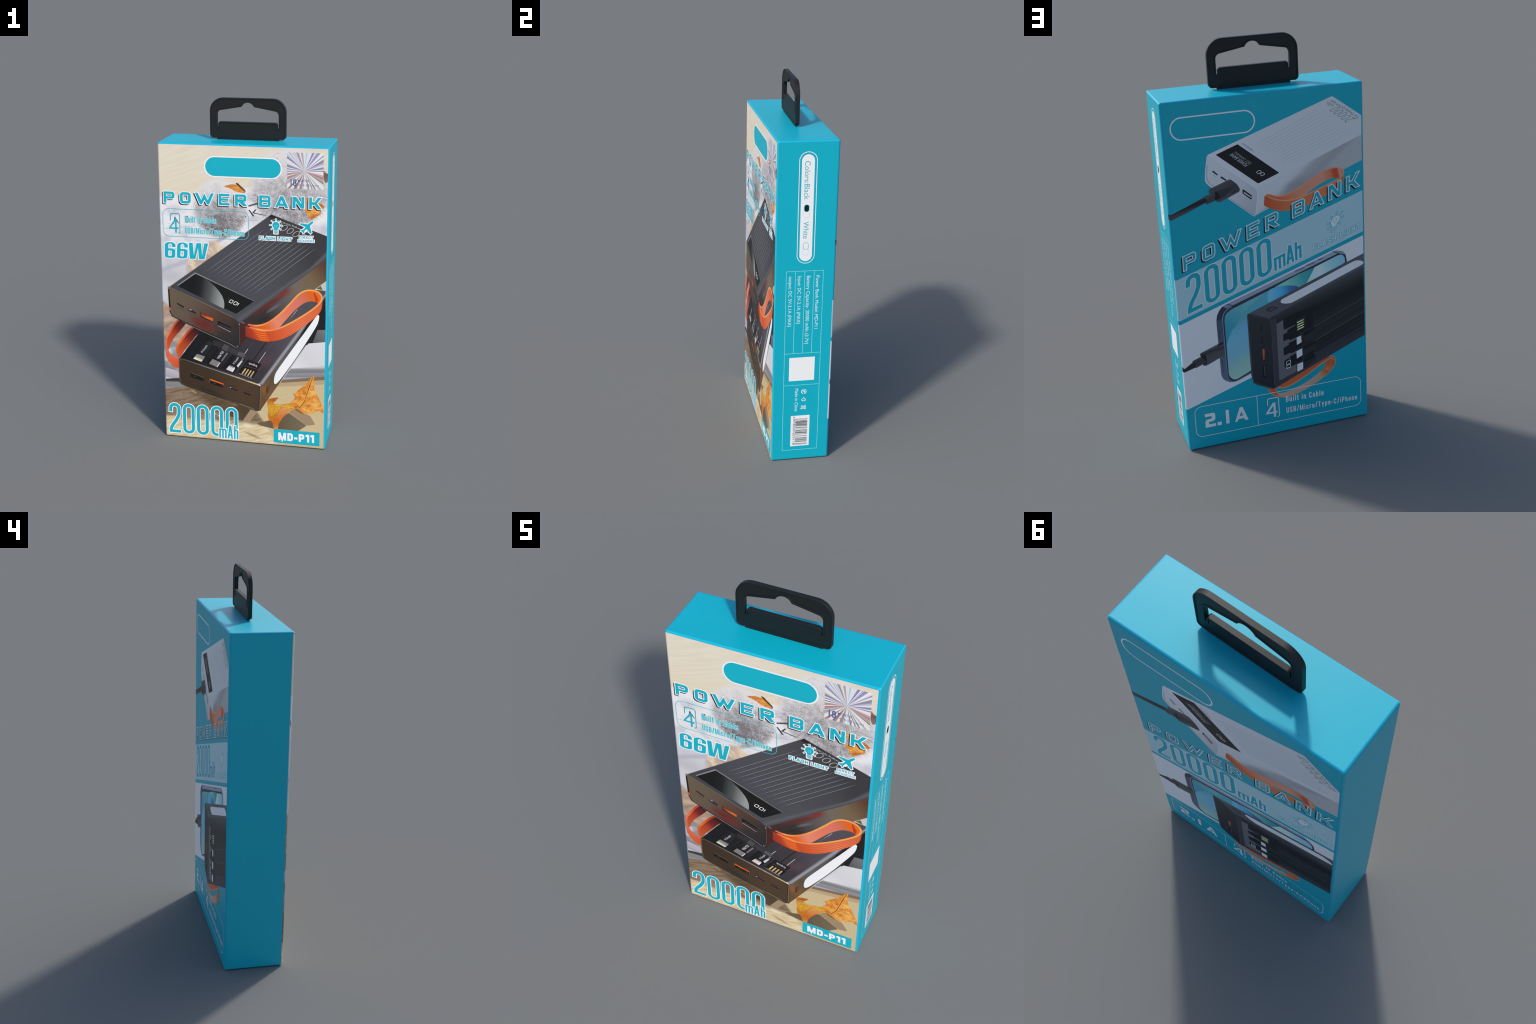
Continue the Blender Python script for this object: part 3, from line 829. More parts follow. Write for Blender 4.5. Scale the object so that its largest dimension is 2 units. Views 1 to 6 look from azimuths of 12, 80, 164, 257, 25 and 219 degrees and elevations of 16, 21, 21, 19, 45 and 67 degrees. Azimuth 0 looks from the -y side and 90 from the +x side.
P = Print('sheet_letters', 'front', FR)
P.text('K', [(55.8, 1371.5), (135.6, 1382.5), (88.9, 1415.4), (29.9, 1408.7)], dk(72, 72, 80), 1, bold=-.012)
P.text('K', [(-482, 1301.5), (-413.4, 1306.2), (-447.2, 1342.7), (-487.8, 1338.6)], dk(78, 76, 84), 1, bold=-.02)
P.text('A', [(-399.3, 1309), (-364.5, 1313.5), (-373.2, 1352.2), (-403.8, 1349.4)], dk(84, 82, 90), 1)
P.text('I', [(-326.9, 1318), (-304.7, 1320.7), (-312.1, 1359.1), (-332.9, 1356.8)], dk(96, 94, 102), 1)
P.add(S([(30, 1424.7), (34, 1434.3), (82.3, 1451.2), (87.6, 1442)]), dk(88, 87, 93), 1)
P.add(needle((-473, 1275.5), (-255.3, 1305.5), 1.6), dk(150, 148, 158), 1)
P.add(needle((-26, 1338.4), (98.1, 1354.6), 1.6), dk(150, 148, 158), 1)
P.add(S(ellipse((17, 1368.9), 3.2, 3.2, 0, 14)), dk(72, 72, 80), 1)
P.done()

bark = leaf_paint('dry_leaf_ink', .65, .08)
P = Print('dry_leaf_picture', 'front', FR)
P.add(S(spline([(-104.3, 1534.5), (-82.6, 1542), (-61, 1549), (-36.9, 1546.5), (-23.4, 1555), (-7.5, 1537), (11.1, 1519.1), (13.7, 1501.8), (-13.1, 1503.9), (-37.3, 1506.4), (-56, 1517.7), (-72, 1525)], 3, True)), bark, 1)
P.add(S(spline([(-36.2, 1551.8), (-29.5, 1556.1), (-8.2, 1539.6), (14.5, 1519.2), (15.2, 1508.6), (-2.9, 1522.5)], 3, True)), grad('dry_edge_ink', 'front', (-34.8, 1553.2), (13.1, 1509.8), [(0, (92, 62, 44)), (1, (112, 92, 80))], grain=.4, gscale=.2), 2)
P.add(S(spline([(347.9, 1487.9), (365, 1482), (383.2, 1486.7), (409.5, 1470.7), (433.1, 1461.1), (452.9, 1444.8), (441.4, 1429.7), (399.7, 1419.8), (368.2, 1429)], 3, True)), bark, 1)
P.add(S(spline([(345.9, 1428.1), (420.4, 1434), (436.5, 1405.5), (410.6, 1388.6), (392.5, 1374.4), (376.8, 1365.1), (370, 1384)], 3, True)), bark, 2)
P.add(S(spline([(444.6, 1642.4), (459, 1630), (469.9, 1622.6), (470.5, 1588.8), (459.8, 1575.3), (449.3, 1587.9)], 3, True)), grad('seed_ink', 'front', (445.9, 1639.9), (470, 1583.5), [(0, (200, 150, 120)), (.35, (120, 104, 98)), (1, (160, 132, 112))], grain=.55, gscale=.22), 1)
P.done()

P = Print('autumn_leaf_picture', 'front', FR)
shadow = grad('leaf_shadow_ink', 'front', (118.1, 125.7), (343.8, 140.9), [(0, (118, 100, 78)), (.4, (106, 92, 74)), (1, (124, 112, 92))], grain=.25, gscale=.12)
P.add(S(rounded([(74, 130.7), (157.9, 158.3), (231.2, 193.9), (266.2, 213.7), (369, 143.3), (320.3, 103.8), (259.8, 105.6), (174.9, 105.1), (95.3, 118.9)], 6)), shadow, 1)
P.add(S(rounded([(264.8, 218.1), (295.4, 241.9), (343, 222.3), (390.6, 205.6), (420.4, 154.2), (380.1, 144.4), (368.9, 144.8)], 5)), dk(158, 136, 110), 2)
P.add(S([(-110.6, 174.6), (-23.8, 246.4), (37.3, 212.5), (-7.5, 141.4), (-41.9, 144.3)]), grad('box_shadow_ink', 'front', (-82, 162), (18.7, 210.8), [(0, (96, 80, 62)), (1, (80, 68, 54))], grain=.2, gscale=.1), 2)
P.add(S([(37.3, 212.5), (89.9, 217.3), (29.7, 132.6), (-7.5, 141.4)]), dk(160, 138, 112), 1)
leaf_r = spline([(406.8, 457.7), (410.6, 421.3), (409.9, 383), (424.7, 348.8), (447.5, 300.4), (464.7, 257.3), (467.3, 227.6), (441.4, 243.2), (418, 230.6), (401.5, 221.6), (354.2, 216.7), (323.4, 238.5), (296.8, 248.1), (275.6, 274.6), (300.5, 312.7), (290.6, 334.1), (322.3, 363.6), (352.5, 392.8), (368.8, 409), (390.6, 437.3)], 3, True)
P.add(S(leaf_r), leaf_paint('autumn_leaf_ink', .3), 3)
leaf_l = spline([(140.9, 285.1), (160.6, 295.9), (202.7, 305), (192.9, 289.1), (178.1, 274.9), (181.7, 263.2), (222.5, 263), (275.6, 276.7), (295.9, 252.5), (281.5, 227.2), (253.6, 208), (227, 175.4), (206, 137), (199.9, 106.6), (178.3, 105.5), (169.2, 139.6), (157.9, 156.2), (151.6, 152.6), (141.4, 185.6), (142.3, 222), (138.6, 257.9)], 3, True)
P.add(S(leaf_l), grad('curled_leaf_ink', 'front', (146.5, 288.6), (197.6, 111.9), [(0, (196, 118, 46)), (.22, (222, 160, 60)), (.4, (226, 172, 62)), (.6, (216, 132, 44)), (.8, (208, 112, 46)), (1, (226, 150, 80))], grain=.38, gscale=.07), 3)
P.add(S(spline([(406.8, 457.7), (389.2, 436.6), (368.8, 409.6), (355.2, 393.1), (322.3, 363), (291.4, 334.2), (300.5, 312.7), (276.2, 274.7), (296.8, 248.7), (321, 249.6), (349.4, 285.7), (368.2, 340.9), (384.1, 398.5), (400.1, 443.9)], 3, True)), leaf_paint('leaf_shade_side_ink', .2, .07), 4)
P.add(S(rounded([(298.1, 250.6), (321.8, 262.3), (351.2, 241), (401.5, 221.6), (354.2, 217.3), (323.4, 238.5)], 4)), grad('leaf_fold_ink', 'front', (300.9, 257.4), (393.2, 220.8), [(0, (222, 128, 76)), (.5, (226, 150, 84)), (1, (232, 184, 92))], grain=.2, gscale=.1), 4)
P.add(S(rounded([(391.4, 363.6), (430.7, 313.7), (464.7, 257.3), (466.5, 230.6), (439.9, 249.1), (414.3, 303.4)], 6)), leaf_paint('leaf_tip_ink', .5, .03), 4)
P.add(stroke(spline([(402, 448.5), (386.1, 398.6), (369.6, 341), (350.8, 285.8), (323.8, 249.3)], 6), 3.2), dk(112, 56, 42), 6)
P.add(stroke(spline([(397.6, 448.1), (381.1, 398.2), (364.6, 340.6), (345.8, 285.4), (319.4, 249.5)], 6), 3.2), dk(238, 164, 60), 5)
P.add(S(spline([(141.4, 284.6), (160.6, 295.3), (202.7, 304.4), (192.9, 289.1), (178.1, 274.9), (163.4, 276.6), (146.5, 270.6), (139.5, 262.5)], 3, True)), grad('leaf_curl_ink', 'front', (143.7, 288.4), (197.1, 284.1), [(0, (196, 124, 50)), (.5, (168, 94, 44)), (1, (196, 110, 56))], grain=.2, gscale=.1), 4)
P.add(S(spline([(219.7, 244.1), (259, 241.6), (284.3, 234.9), (253.6, 208), (225.6, 175.3), (207.4, 146.3), (203.1, 173.2), (200.2, 209.2)], 3, True)), grad('leaf_lobe_ink', 'front', (216.9, 240.8), (217.2, 156.3), [(0, (226, 160, 96)), (.4, (222, 140, 74)), (1, (210, 110, 48))], grain=.25, gscale=.1), 4)
P.add(stroke(spline([(174.7, 255.1), (230.9, 254.1), (292.5, 250.7)], 5), 3), dk(238, 190, 72), 5)
P.add(stroke(spline([(222.5, 244.4), (208.5, 228), (200.2, 203.1)], 5), 1.8), dk(176, 94, 48), 5)
P.add(S([(276.2, 276.8), (282.6, 277.3), (298.1, 257.8), (292.5, 257.3)]), dk(118, 84, 44), 4)
P.add(S(rounded([(295.9, 248), (323.4, 238.5), (354.2, 217.3), (343.1, 214.7), (309.5, 231.2)], 3)), dk(140, 100, 50), 4)
P.done()

# ---- lower charger, seen from its cable side
P = Print('lower_power_bank_picture', 'front', FR)
topm = grad('lower_top_ink', 'front', (-328.2, 533.1), (257, 607.5), [(0, (34, 35, 38)), (.3, (40, 40, 43)), (.55, (58, 58, 63)), (.75, (66, 60, 66)), (1, (84, 80, 88))],
            spots=[((135.3, 528.1), 75, 45, 40, (92, 72, 78), .6), ((-211.7, 645.3), 90, 60, 0, (32, 33, 36), .8)])
P.add(S([(-380.9, 502.2), (-236.2, 704.9), (309.2, 940.3), (405.6, 970.1), (467.1, 965.6), (284.2, 652.9), (101.5, 362.6), (84.7, 379), (7, 402.3)]), topm, 3)
edge = [(88.9, 380.9), (305.6, 709.2), (467.2, 958.7)]; edge2 = [(112.8, 375.5), (335.6, 711.3), (467.6, 933.6)]
P.add(ribbon(edge, edge2), dk(142, 142, 150), 4)  # highlight along the rounded edge, drawn as a pale grey strip
for t, w, rgb in ((.06, 5, (104, 102, 108)), (.93, 5, (96, 94, 98)), (.5, 5, (154, 154, 162))):
    P.add(stroke(between(edge, edge2, t), w), dk(*rgb), 5)
sidem = grad('lower_side_ink', 'front', (109.8, 285.4), (365.8, 687.8), [(0, (104, 78, 54)), (.12, (118, 90, 62)), (.3, (92, 78, 62)), (.5, (98, 94, 92)), (.8, (84, 84, 88)), (1, (40, 40, 42))],
             spots=[((118.4, 346.1), 30, 22, 60, (138, 88, 52), .8)])
P.add(S([(101.5, 362.6), (335.6, 708.5), (467.6, 933.6), (465.5, 894.4), (385, 677.7), (274.2, 501), (208, 393.9), (98.4, 216.5), (92.7, 217.5)]), sidem, 4)
fm = grad('lower_front_ink', 'front', (-382.9, 424.1), (95.7, 299.2), [(0, (64, 52, 42)), (.35, (66, 54, 44)), (.8, (80, 64, 50)), (1, (76, 62, 50))], spots=[((-189, 289.4), 120, 45, -22, (52, 44, 38), .8)])
P.add(S(rounded([(-389.5, 504.5), (101.5, 365.6), (100.6, 213.7), (70, 207.9), (-373.4, 337.2), (-387.6, 354.2)], [9, 8, 6, 10, 18, 14])), fm, 4)
P.add(stroke(rounded([(98.7, 365.3), (95, 223.8), (75.7, 216), (-23.9, 244.9)], 3), 2.4), dk(150, 130, 104), 5)
P.add(stroke([(91.6, 361.7), (88.5, 226.2)], 2), dk(46, 40, 34), 5)
P.add(stroke([(-366.5, 500.4), (-209.1, 462.1), (7, 408.3), (-22.5, 408.8), (84.7, 380.5)], 1.8), dk(126, 104, 78), 5)
P.add(stroke(spline([(-369.4, 500.1), (-384.2, 487), (-386.1, 468.9), (-384, 378.8), (-377.3, 358.1), (-361.6, 344.3)], 4), 4.5), dk(112, 94, 70), 5)
P.add(stroke(spline([(-377.2, 361.2), (-355.9, 341.8), (-275.1, 318.3), (-131.6, 282.3), (2.6, 247.3), (72.8, 218.7), (89.9, 223.3)], 4), 5), dk(58, 60, 66), 5)
P.add(stroke(spline([(-373.3, 343.3), (-350.3, 330.1), (-275.4, 306.2), (-131.8, 267.1), (-29.6, 242.8), (70, 207.9)], 4), 2), dk(116, 92, 62), 5)
P.add(S([(81.8, 378.8), (90.3, 384), (101.5, 370), (94.5, 367.3)]), dk(214, 214, 224), 6)
# sockets
P.add(S([(-318.7, 420.3), (-237.6, 395.4), (-239.5, 367.3), (-320.5, 391.6)]), dk(30, 29, 28), 5)
P.add(S([(-316.4, 419.9), (-239, 395.3), (-239.7, 390.8), (-316.5, 415.1)]), dk(98, 80, 58), 6)
P.add(S([(-204, 390.1), (-118.5, 364.2), (-120, 336.2), (-204.5, 361.2)]), dk(30, 29, 30), 5)
P.add(S([(-200.3, 388), (-120.5, 364.7), (-121.4, 356.8), (-200.5, 379)]), grad('orange_lip', 'front', (-201.8, 384.9), (-121.9, 361.6), [(0, (220, 110, 40)), (1, (226, 96, 30))]), 6)
P.add(stroke([(-203.2, 388.4), (-204.2, 361.8)], 1.4), dk(150, 124, 90), 6)
P.add(stroke([(-118.8, 363.3), (-120, 336.5)], 1.4), dk(150, 124, 90), 6)
P.add(S(rounded([(-89.2, 349.9), (-34.4, 333.6), (-36.7, 323.7), (-87.9, 339.8)], 2.5)), dk(40, 36, 44), 5)
P.add(stroke([(-82.1, 346.9), (-36.6, 334.3)], 1.2), dk(108, 94, 140), 6)
P.add(S([(-85, 346.7), (-76.4, 345.9), (-77.1, 339.8), (-84.5, 342.2)]), dk(176, 172, 176), 6)
P.add(S(rounded([(-3.9, 322.1), (43.4, 309.1), (40.5, 301.6), (-0.6, 313.3)], 2)), dk(26, 27, 29), 5)
for a, b in (((-296, 425.8), (-268.8, 419)), ((-178.8, 392.8), (-151.6, 386.1)), ((-83.4, 360.3), (-46.5, 350.5)), ((-3.2, 335), (35, 323.9))):
    P.add(stroke([a, b], 2.2), dk(48, 40, 34), 5)
for a, b in (((-298.1, 397.9), (-285.1, 396.6)), ((-249.3, 386.9), (-243.5, 385.9)), ((-182.1, 364), (-169.2, 362.1)), ((-139.2, 352.6), (-127.8, 349.6))):
    P.add(stroke([a, b], 1.4), dk(126, 120, 116), 6)
P.add(S([(131, 359.1), (153.5, 386.3), (153.5, 352.1), (132.4, 314.4)]), dk(84, 62, 48), 5)
P.add(S([(143.7, 366.2), (152.1, 381.8), (152.1, 353.5), (143.7, 336.3)]), dk(104, 76, 58), 6)
# the lamp strip on the flank
P.add(S(spline([(184.3, 386.9), (177.8, 398.8), (180, 430.1), (193.9, 468.1), (243.5, 546.8), (306.2, 644.5), (362.6, 730.4), (418.4, 817.5), (429.1, 822.7), (434, 814.9), (426, 773.3), (401, 723.1), (374.1, 675.5), (306.8, 560.5), (238.4, 454.1), (202.4, 402.3)], 3, True)), white, 6)
# nested plugs and their cables
for q, rgb in (([(-318.7, 510.1), (-255.1, 605.3), (-177.2, 584.7), (-254.5, 489.8)], (30, 31, 33)), ([(-224.5, 484.8), (-158.9, 577.2), (-82.6, 564), (-160.6, 460.1)], (30, 30, 33)), ([(-127.8, 459.8), (-68.6, 550.3), (7.8, 529.8), (7.8, 518), (-61.3, 435.4)], (31, 30, 33)), ([(-32.9, 436.2), (-16.4, 468.8), (23.4, 526.6), (110.2, 502.6), (84.9, 465.1), (49.5, 411.2), (7.1, 421.7)], (36, 32, 34))):
    P.add(S(rounded(q, 4)), dk(*rgb), 4)
P.add(S([(-300.1, 506.2), (-276.5, 538.3), (-228, 525.5), (-247.2, 493.4), (-251.6, 490.9)]), grad('metal_plug_ink', 'front', (-277.3, 495.5), (-253.6, 536), [(0, (200, 200, 200)), (.25, (150, 148, 150)), (1, (120, 118, 120))]), 5)
P.add(S(rounded([(-300.1, 506.2), (-286.9, 518.5), (-245.6, 502.4), (-252.2, 490.9)], 3)), dk(228, 228, 224), 6)
P.add(S([(-289.9, 511.7), (-284.9, 516.9), (-249.9, 503), (-253.8, 497.3)]), dk(204, 200, 112), 7)
P.add(S([(-205.9, 482.4), (-184, 513.5), (-136.7, 494.7), (-157.7, 464.5)]), dk(128, 125, 127), 5)
P.add(S([(-160.5, 466.6), (-141.6, 494.3), (-136.7, 494.1), (-156.2, 464)]), dk(226, 208, 210), 6)
P.add(S([(-104.8, 455.1), (-83.5, 483.2), (-51.9, 471.8), (-52.5, 462.9), (-65.5, 440.4)]), dk(214, 206, 208), 5)
P.add(S([(-83.5, 483.2), (-51.9, 471.8), (-58.2, 465.4), (-89.2, 476.2)]), dk(146, 144, 146), 6)
P.add(S([(-65.5, 441), (-52.5, 462.9), (-51.9, 470.3), (-72.5, 449.4)]), dk(232, 230, 232), 6)
for q in ([(-282.2, 538.2), (-241, 599), (-190, 586.7), (-225.1, 527.8)], [(-182.5, 517.8), (-141.8, 578.5), (-113.6, 570.4), (-91.1, 562.7), (-131.5, 501)], [(-86.3, 488.3), (-43.2, 549.3), (-23.6, 539.1), (1.7, 532.2), (-38.3, 471.4)]):
    P.add(S(rounded(q, 3)), grad('plug_ink_%d' % len(bpy.data.materials), 'front', q[0], q[2], [(0, (34, 34, 37)), (1, (48, 46, 50))]), 5)
for q, rgb in (([(-134.3, 506.8), (-99.6, 559.7), (-89.7, 557.5), (-128.7, 501.3)], (116, 114, 120)), ([(-41.6, 483), (-15.3, 516.2), (-5.5, 514), (-33.2, 471.8)], (206, 205, 212)), ([(-18.2, 515.9), (-6.7, 536), (3.1, 532.3), (-5.5, 514)], (110, 108, 114))):
    P.add(S(rounded(q, 2)), dk(*rgb), 6)
P.add(S([(-130.5, 579.4), (-113.1, 611.6), (-82.2, 597.8), (-99.5, 565.6)]), dk(80, 77, 79), 5)
P.add(S([(-40.4, 548.1), (-26.2, 571.2), (8, 559.2), (7.9, 541.6), (-9.5, 537.2)]), dk(90, 88, 92), 5)
P.add(S([(-223.9, 600.3), (-209.3, 622), (-183.9, 612.1), (-194.1, 592.2)]), dk(50, 50, 53), 5)
P.add(S([(-175.1, 630.4), (-115.9, 614.3), (-130.4, 583.8), (-184, 603.3)]), dk(54, 52, 54), 4)
P.add(S([(-79.4, 593.6), (-28.9, 574), (-46.1, 549.1), (-99.5, 568.5)]), dk(64, 61, 63), 4)
P.add(S(rounded([(4.9, 488.2), (27.6, 521), (108.8, 502.4), (86.3, 467.6)], 2)), dk(44, 36, 38), 5)
P.add(stroke([(6.3, 486.9), (86.3, 467.6), (107.4, 501.7)], 1.2), dk(124, 112, 112), 6)
P.add(stroke([(-28.7, 436.6), (-22.3, 434.1), (48.1, 411.7)], 2), dk(196, 192, 196), 6)
for i in range(4):
    a, b = lerp((7.6, 470.7), (56.2, 457.5), i / 3), lerp((-13.8, 436.3), (35.5, 421.1), i / 3)
    dx = 8.6
    P.add(S([a, (a[0] + dx * .95, a[1] - 1.8), (b[0] + dx * .95, b[1] - 1.8), b]), dk(206 - 4 * i, 178 - 6 * i, 122), 6)
LTR = dk(200, 200, 204)
P.text('Output2.1A', [(-211.2, 593.9), (-246.3, 545.4), (-256.2, 550.6), (-222.5, 595.1)], LTR, 7, bold=.01)
P.text('SCP 66W', [(-115.1, 562.9), (-145.5, 516.2), (-159.7, 519.6), (-127.8, 567.8)], LTR, 7, bold=.02)
P.text('Output2.1A', [(-26.5, 534.4), (-56.5, 489.2), (-67.8, 492.8), (-36.3, 536.6)], LTR, 7, bold=.01)
P.text('Input', [(78.8, 494.2), (31.7, 508.1), (28.8, 494.6), (76.5, 482.2)], LTR, 7, bold=.02)
for a, b, w, rgb in (((26, 591.3), (-8.9, 537.3), 3, (196, 196, 204)), ((63.1, 643.7), (25.2, 589.8), 1.6, (104, 88, 86)), ((128.4, 578.7), (85, 509.4), 3, (196, 196, 204)), ((179.6, 652.4), (128.4, 577.3), 1.6, (98, 84, 86)),
                     ((135.4, 644.7), (52.8, 520.1), 4, (26, 26, 28)), ((310, 847.4), (275, 799.7), 3, (176, 176, 180)), ((288.5, 817.7), (245.2, 754.8), 2, (110, 110, 112))):
    P.add(stroke([a, b], w), dk(*rgb), 5)
P.done()

# ---- orange strap of the lower charger, left
P = Print('rear_strap_picture', 'front', FR)
inner = grad('strap_inner_ink', 'front', (-457.2, 567.9), (-341, 722.2), [(0, (196, 88, 52)), (.45, (170, 68, 46)), (.7, (110, 44, 40)), (1, (62, 34, 36))])
P.add(ribbon(spline([(-379.2, 738.5), (-404.3, 709), (-437.4, 656.6), (-457.1, 621.3), (-460.9, 582.5), (-454.3, 550.2)], 4), spline([(-336.8, 721.9), (-373.7, 674.6), (-406.3, 635.4), (-432, 592.1), (-446.7, 552.3)], 4)), inner, 4)
P.add(ribbon(spline([(-291.7, 699.4), (-325.1, 669.3), (-360.5, 625.5), (-387.4, 585), (-396.4, 551.7), (-391.9, 522.3), (-379.3, 506.8)], 4), spline([(-243.7, 680.9), (-277, 652.2), (-315.2, 602.3), (-350.7, 555.2), (-376.4, 510)], 4)), inner, 4)
P.add(S(rounded([(-467.7, 558.2), (-455.4, 532.3), (-430, 507.3), (-385.5, 491.4), (-391.2, 438.5), (-422.9, 449.4), (-452.5, 480.1), (-463.3, 510.7)], 6)), grad('strap_face_ink', 'front', (-463.7, 546.5), (-390.9, 450.5), [(0, (206, 98, 72)), (.4, (212, 102, 74)), (1, (206, 84, 46))]), 5)
rim = grad('strap_rim_ink', 'front', (-462.6, 582.4), (-352.3, 730.2), [(0, (216, 104, 74)), (.3, (228, 124, 78)), (.7, (196, 82, 52)), (1, (150, 70, 62))])
P.add(stroke(spline([(-381.2, 739.3), (-405.7, 711.8), (-435.7, 662.7), (-457, 624.3), (-461.5, 582.4), (-454.4, 547.3), (-432.6, 516.1), (-386.8, 496.4)], 5), 11), rim, 6)
P.add(stroke(spline([(-296, 697.6), (-325.1, 672.2), (-360.5, 625.5), (-390.4, 581.9), (-396.5, 548.7), (-385, 510.9)], 5), 11), grad('strap_rim_two_ink', 'front', (-397.6, 527.8), (-298.8, 697.5), [(0, (206, 84, 38)), (.4, (228, 120, 44)), (.7, (204, 76, 38)), (1, (140, 50, 42))]), 6)
P.done()

# ---- upper charger
P = Print('upper_power_bank_picture', 'front', FR)
topm = grad('upper_top_ink', 'front', (-346.4, 970.1), (332.8, 1288.1), [(0, (70, 70, 75)), (.3, (78, 79, 85)), (.6, (79, 79, 85)), (.85, (72, 72, 77)), (1, (64, 63, 67))],
            spots=[((205, 1354.8), 105, 42, -25, (50, 49, 51), .6)])
P.add(S(rounded([(-443.4, 925.5), (161, 1388.3), (480.4, 1276.7), (482.3, 1163), (-19.8, 750.6), (-41.3, 766.4)], [6, 3, 0, 0, 0, 8])), topm, 9)
P.add(stroke([(-432.3, 936.3), (-288.5, 1044.6), (157, 1384.9)], 1.6), dk(104, 98, 92), 10)
P.add(S(rounded([(146.3, 1373.6), (161, 1387.7), (189, 1376.9), (170.4, 1361.2)], 4)), dk(44, 43, 45), 10)
# long rounded edge above the flank
ea, eb = [(-44, 771.9), (-19.5, 795.2), (173.7, 945.7), (385.3, 1100.3), (481.6, 1209.2)], [(-22, 741.8), (-19.8, 747.7), (173.7, 906.3), (388.1, 1084), (482.3, 1167.1)]
P.add(ribbon(ea, eb), dk(84, 86, 91), 10)
for t, w, rgb in ((.05, 7, (80, 81, 86)), (.5, 8, (92, 94, 99)), (.95, 6, (78, 78, 82))):
    P.add(stroke(between(ea, eb, t), w), dk(*rgb), 11)
sm = grad('upper_side_ink', 'front', (-20.2, 704.3), (467.7, 1091.1), [(0, (76, 42, 40)), (.1, (62, 52, 50)), (.3, (58, 54, 54)), (.5, (92, 88, 88)), (.68, (114, 104, 94)), (.84, (116, 98, 76)), (1, (94, 66, 54))],
          spots=[((157.4, 874.1), 190, 22, 36, (104, 48, 46), .9), ((228, 943.5), 75, 20, 36, (134, 48, 44), .95), ((173.8, 846.8), 70, 12, 36, (110, 106, 112), .8), ((105.1, 773.7), 60, 20, 30, (50, 46, 46), .9), ((472.5, 1118.8), 25, 40, 20, (92, 60, 46), .8), ((-3.1, 748.9), 14, 8, -20, (150, 110, 112), .8)])  # the red spots are reflections painted on the flank
P.add(S([(-21.9, 744.6), (-19.8, 750.6), (173.7, 907.7), (388.1, 1086.2), (482.3, 1167.1), (484.5, 1037.3), (405.6, 972), (255.6, 852.3), (146.4, 759.3), (7.3, 646.8), (-22.6, 596.4)]), sm, 9)
# end face
fm = grad('upper_front_ink', 'front', (-434.3, 864.1), (-31.3, 629.4), [(0, (104, 92, 76)), (.3, (98, 84, 74)), (.55, (88, 68, 60)), (.75, (70, 58, 54)), (1, (48, 46, 48))],
          spots=[((-238.6, 723.6), 110, 50, -25, (104, 48, 44), .95), ((-98.5, 653.6), 90, 40, -25, (52, 51, 53), .8), ((-110.9, 784.6), 70, 22, -25, (84, 62, 50), .6)])
P.add(S(rounded([(-441.4, 935.1), (-63.5, 777.8), (-21.3, 753.3), (-22.6, 592), (-45.6, 596.1), (-425.6, 767.4), (-436.4, 791.5)], [8, 10, 16, 8, 6, 10, 8])), fm, 12)
P.add(stroke(spline([(-440, 915.7), (-435.3, 928.9), (-421.1, 930.6), (-236.2, 854), (-63.5, 777.8)], 5), 3), dk(136, 120, 94), 13)  # light caught by the top edge, drawn as a tan line
P.add(S([(-439.8, 922.9), (-432.7, 920.4), (-427.3, 809.5), (-432.1, 791.8), (-437.2, 814.7)]), dk(34, 31, 30), 13)
P.add(S([(-436.3, 816.2), (-428.7, 809.4), (-428.2, 797.8), (-434.6, 794.5)]), dk(222, 92, 44), 14)
P.add(stroke(spline([(-433.4, 794.6), (-422.7, 769.1), (-403.1, 752.9), (-239.4, 684.2), (-70.8, 614.7), (-48.4, 598.9), (-31.5, 606), (-25.7, 624)], 5), 5), dk(36, 36, 38), 13)
P.add(stroke([(-363.6, 732.3), (-239.5, 678.3), (-70.8, 610.3), (-45.6, 594.7)], 2.6), grad('lower_glint', 'front', (-363.6, 732.3), (-45.6, 594.7), [(0, (84, 80, 82)), (.4, (150, 146, 152)), (1, (140, 138, 144))]), 14)
P.add(stroke(spline([(-63.5, 777.8), (-41.3, 763.5), (-26.1, 744.4), (-22.7, 718.6), (-22.1, 660.6), (-23.4, 630), (-31.5, 600.1), (-42.8, 592.8)], 4), 2.4), dk(96, 94, 96), 14)
P.add(S(ellipse((-24.2, 737.3), 2, 3, 0, 12)), dk(210, 210, 214), 15)
P.add(S(ellipse((-36.6, 603.3), 3, 3, 0, 12)), dk(150, 154, 170), 15)
P.add(S(rounded([(-389.9, 841), (-380.8, 841.6), (-347.7, 822.1), (-348.5, 814.8), (-353, 815.9), (-386.7, 834)], 1.5)), dk(34, 33, 33), 13)
P.add(stroke([(-378, 838.9), (-352.7, 827.5)], 1), dk(130, 128, 116), 14)
P.add(S(rounded([(-325.3, 812), (-313.3, 814.3), (-276.9, 793.5), (-278.3, 781.9), (-322.2, 799.2)], 2)), dk(44, 40, 46), 13)
P.add(S([(-320.4, 812.3), (-302.1, 807.8), (-303.7, 800.4), (-316.4, 803.9)]), dk(150, 140, 150), 14)
P.add(stroke([(-302.2, 804.9), (-278.3, 793.5)], 1.4), dk(96, 84, 128), 14)
P.add(S([(-252.8, 798.7), (-176.4, 764.2), (-178.5, 734.2), (-252.6, 764.8)]), dk(58, 50, 52), 13)
P.add(S([(-248.6, 795.5), (-177.2, 762.7), (-178.4, 742.9), (-245.6, 774)]), grad('orange_socket_ink', 'front', (-212.1, 783.5), (-215.5, 754.3), [(0, (128, 56, 36)), (.45, (160, 70, 38)), (.62, (222, 118, 46)), (1, (196, 84, 40))]), 14)
for q in ((-226.3, 779.6), (-185.7, 763.6)):
    P.add(stroke([q, (q[0] - 3, q[1] - 2)], 2.6), dk(60, 38, 32), 15)
P.add(S([(-150.1, 751.6), (-71.9, 718), (-73.4, 685.9), (-150.6, 719.6)]), dk(34, 33, 35), 13)
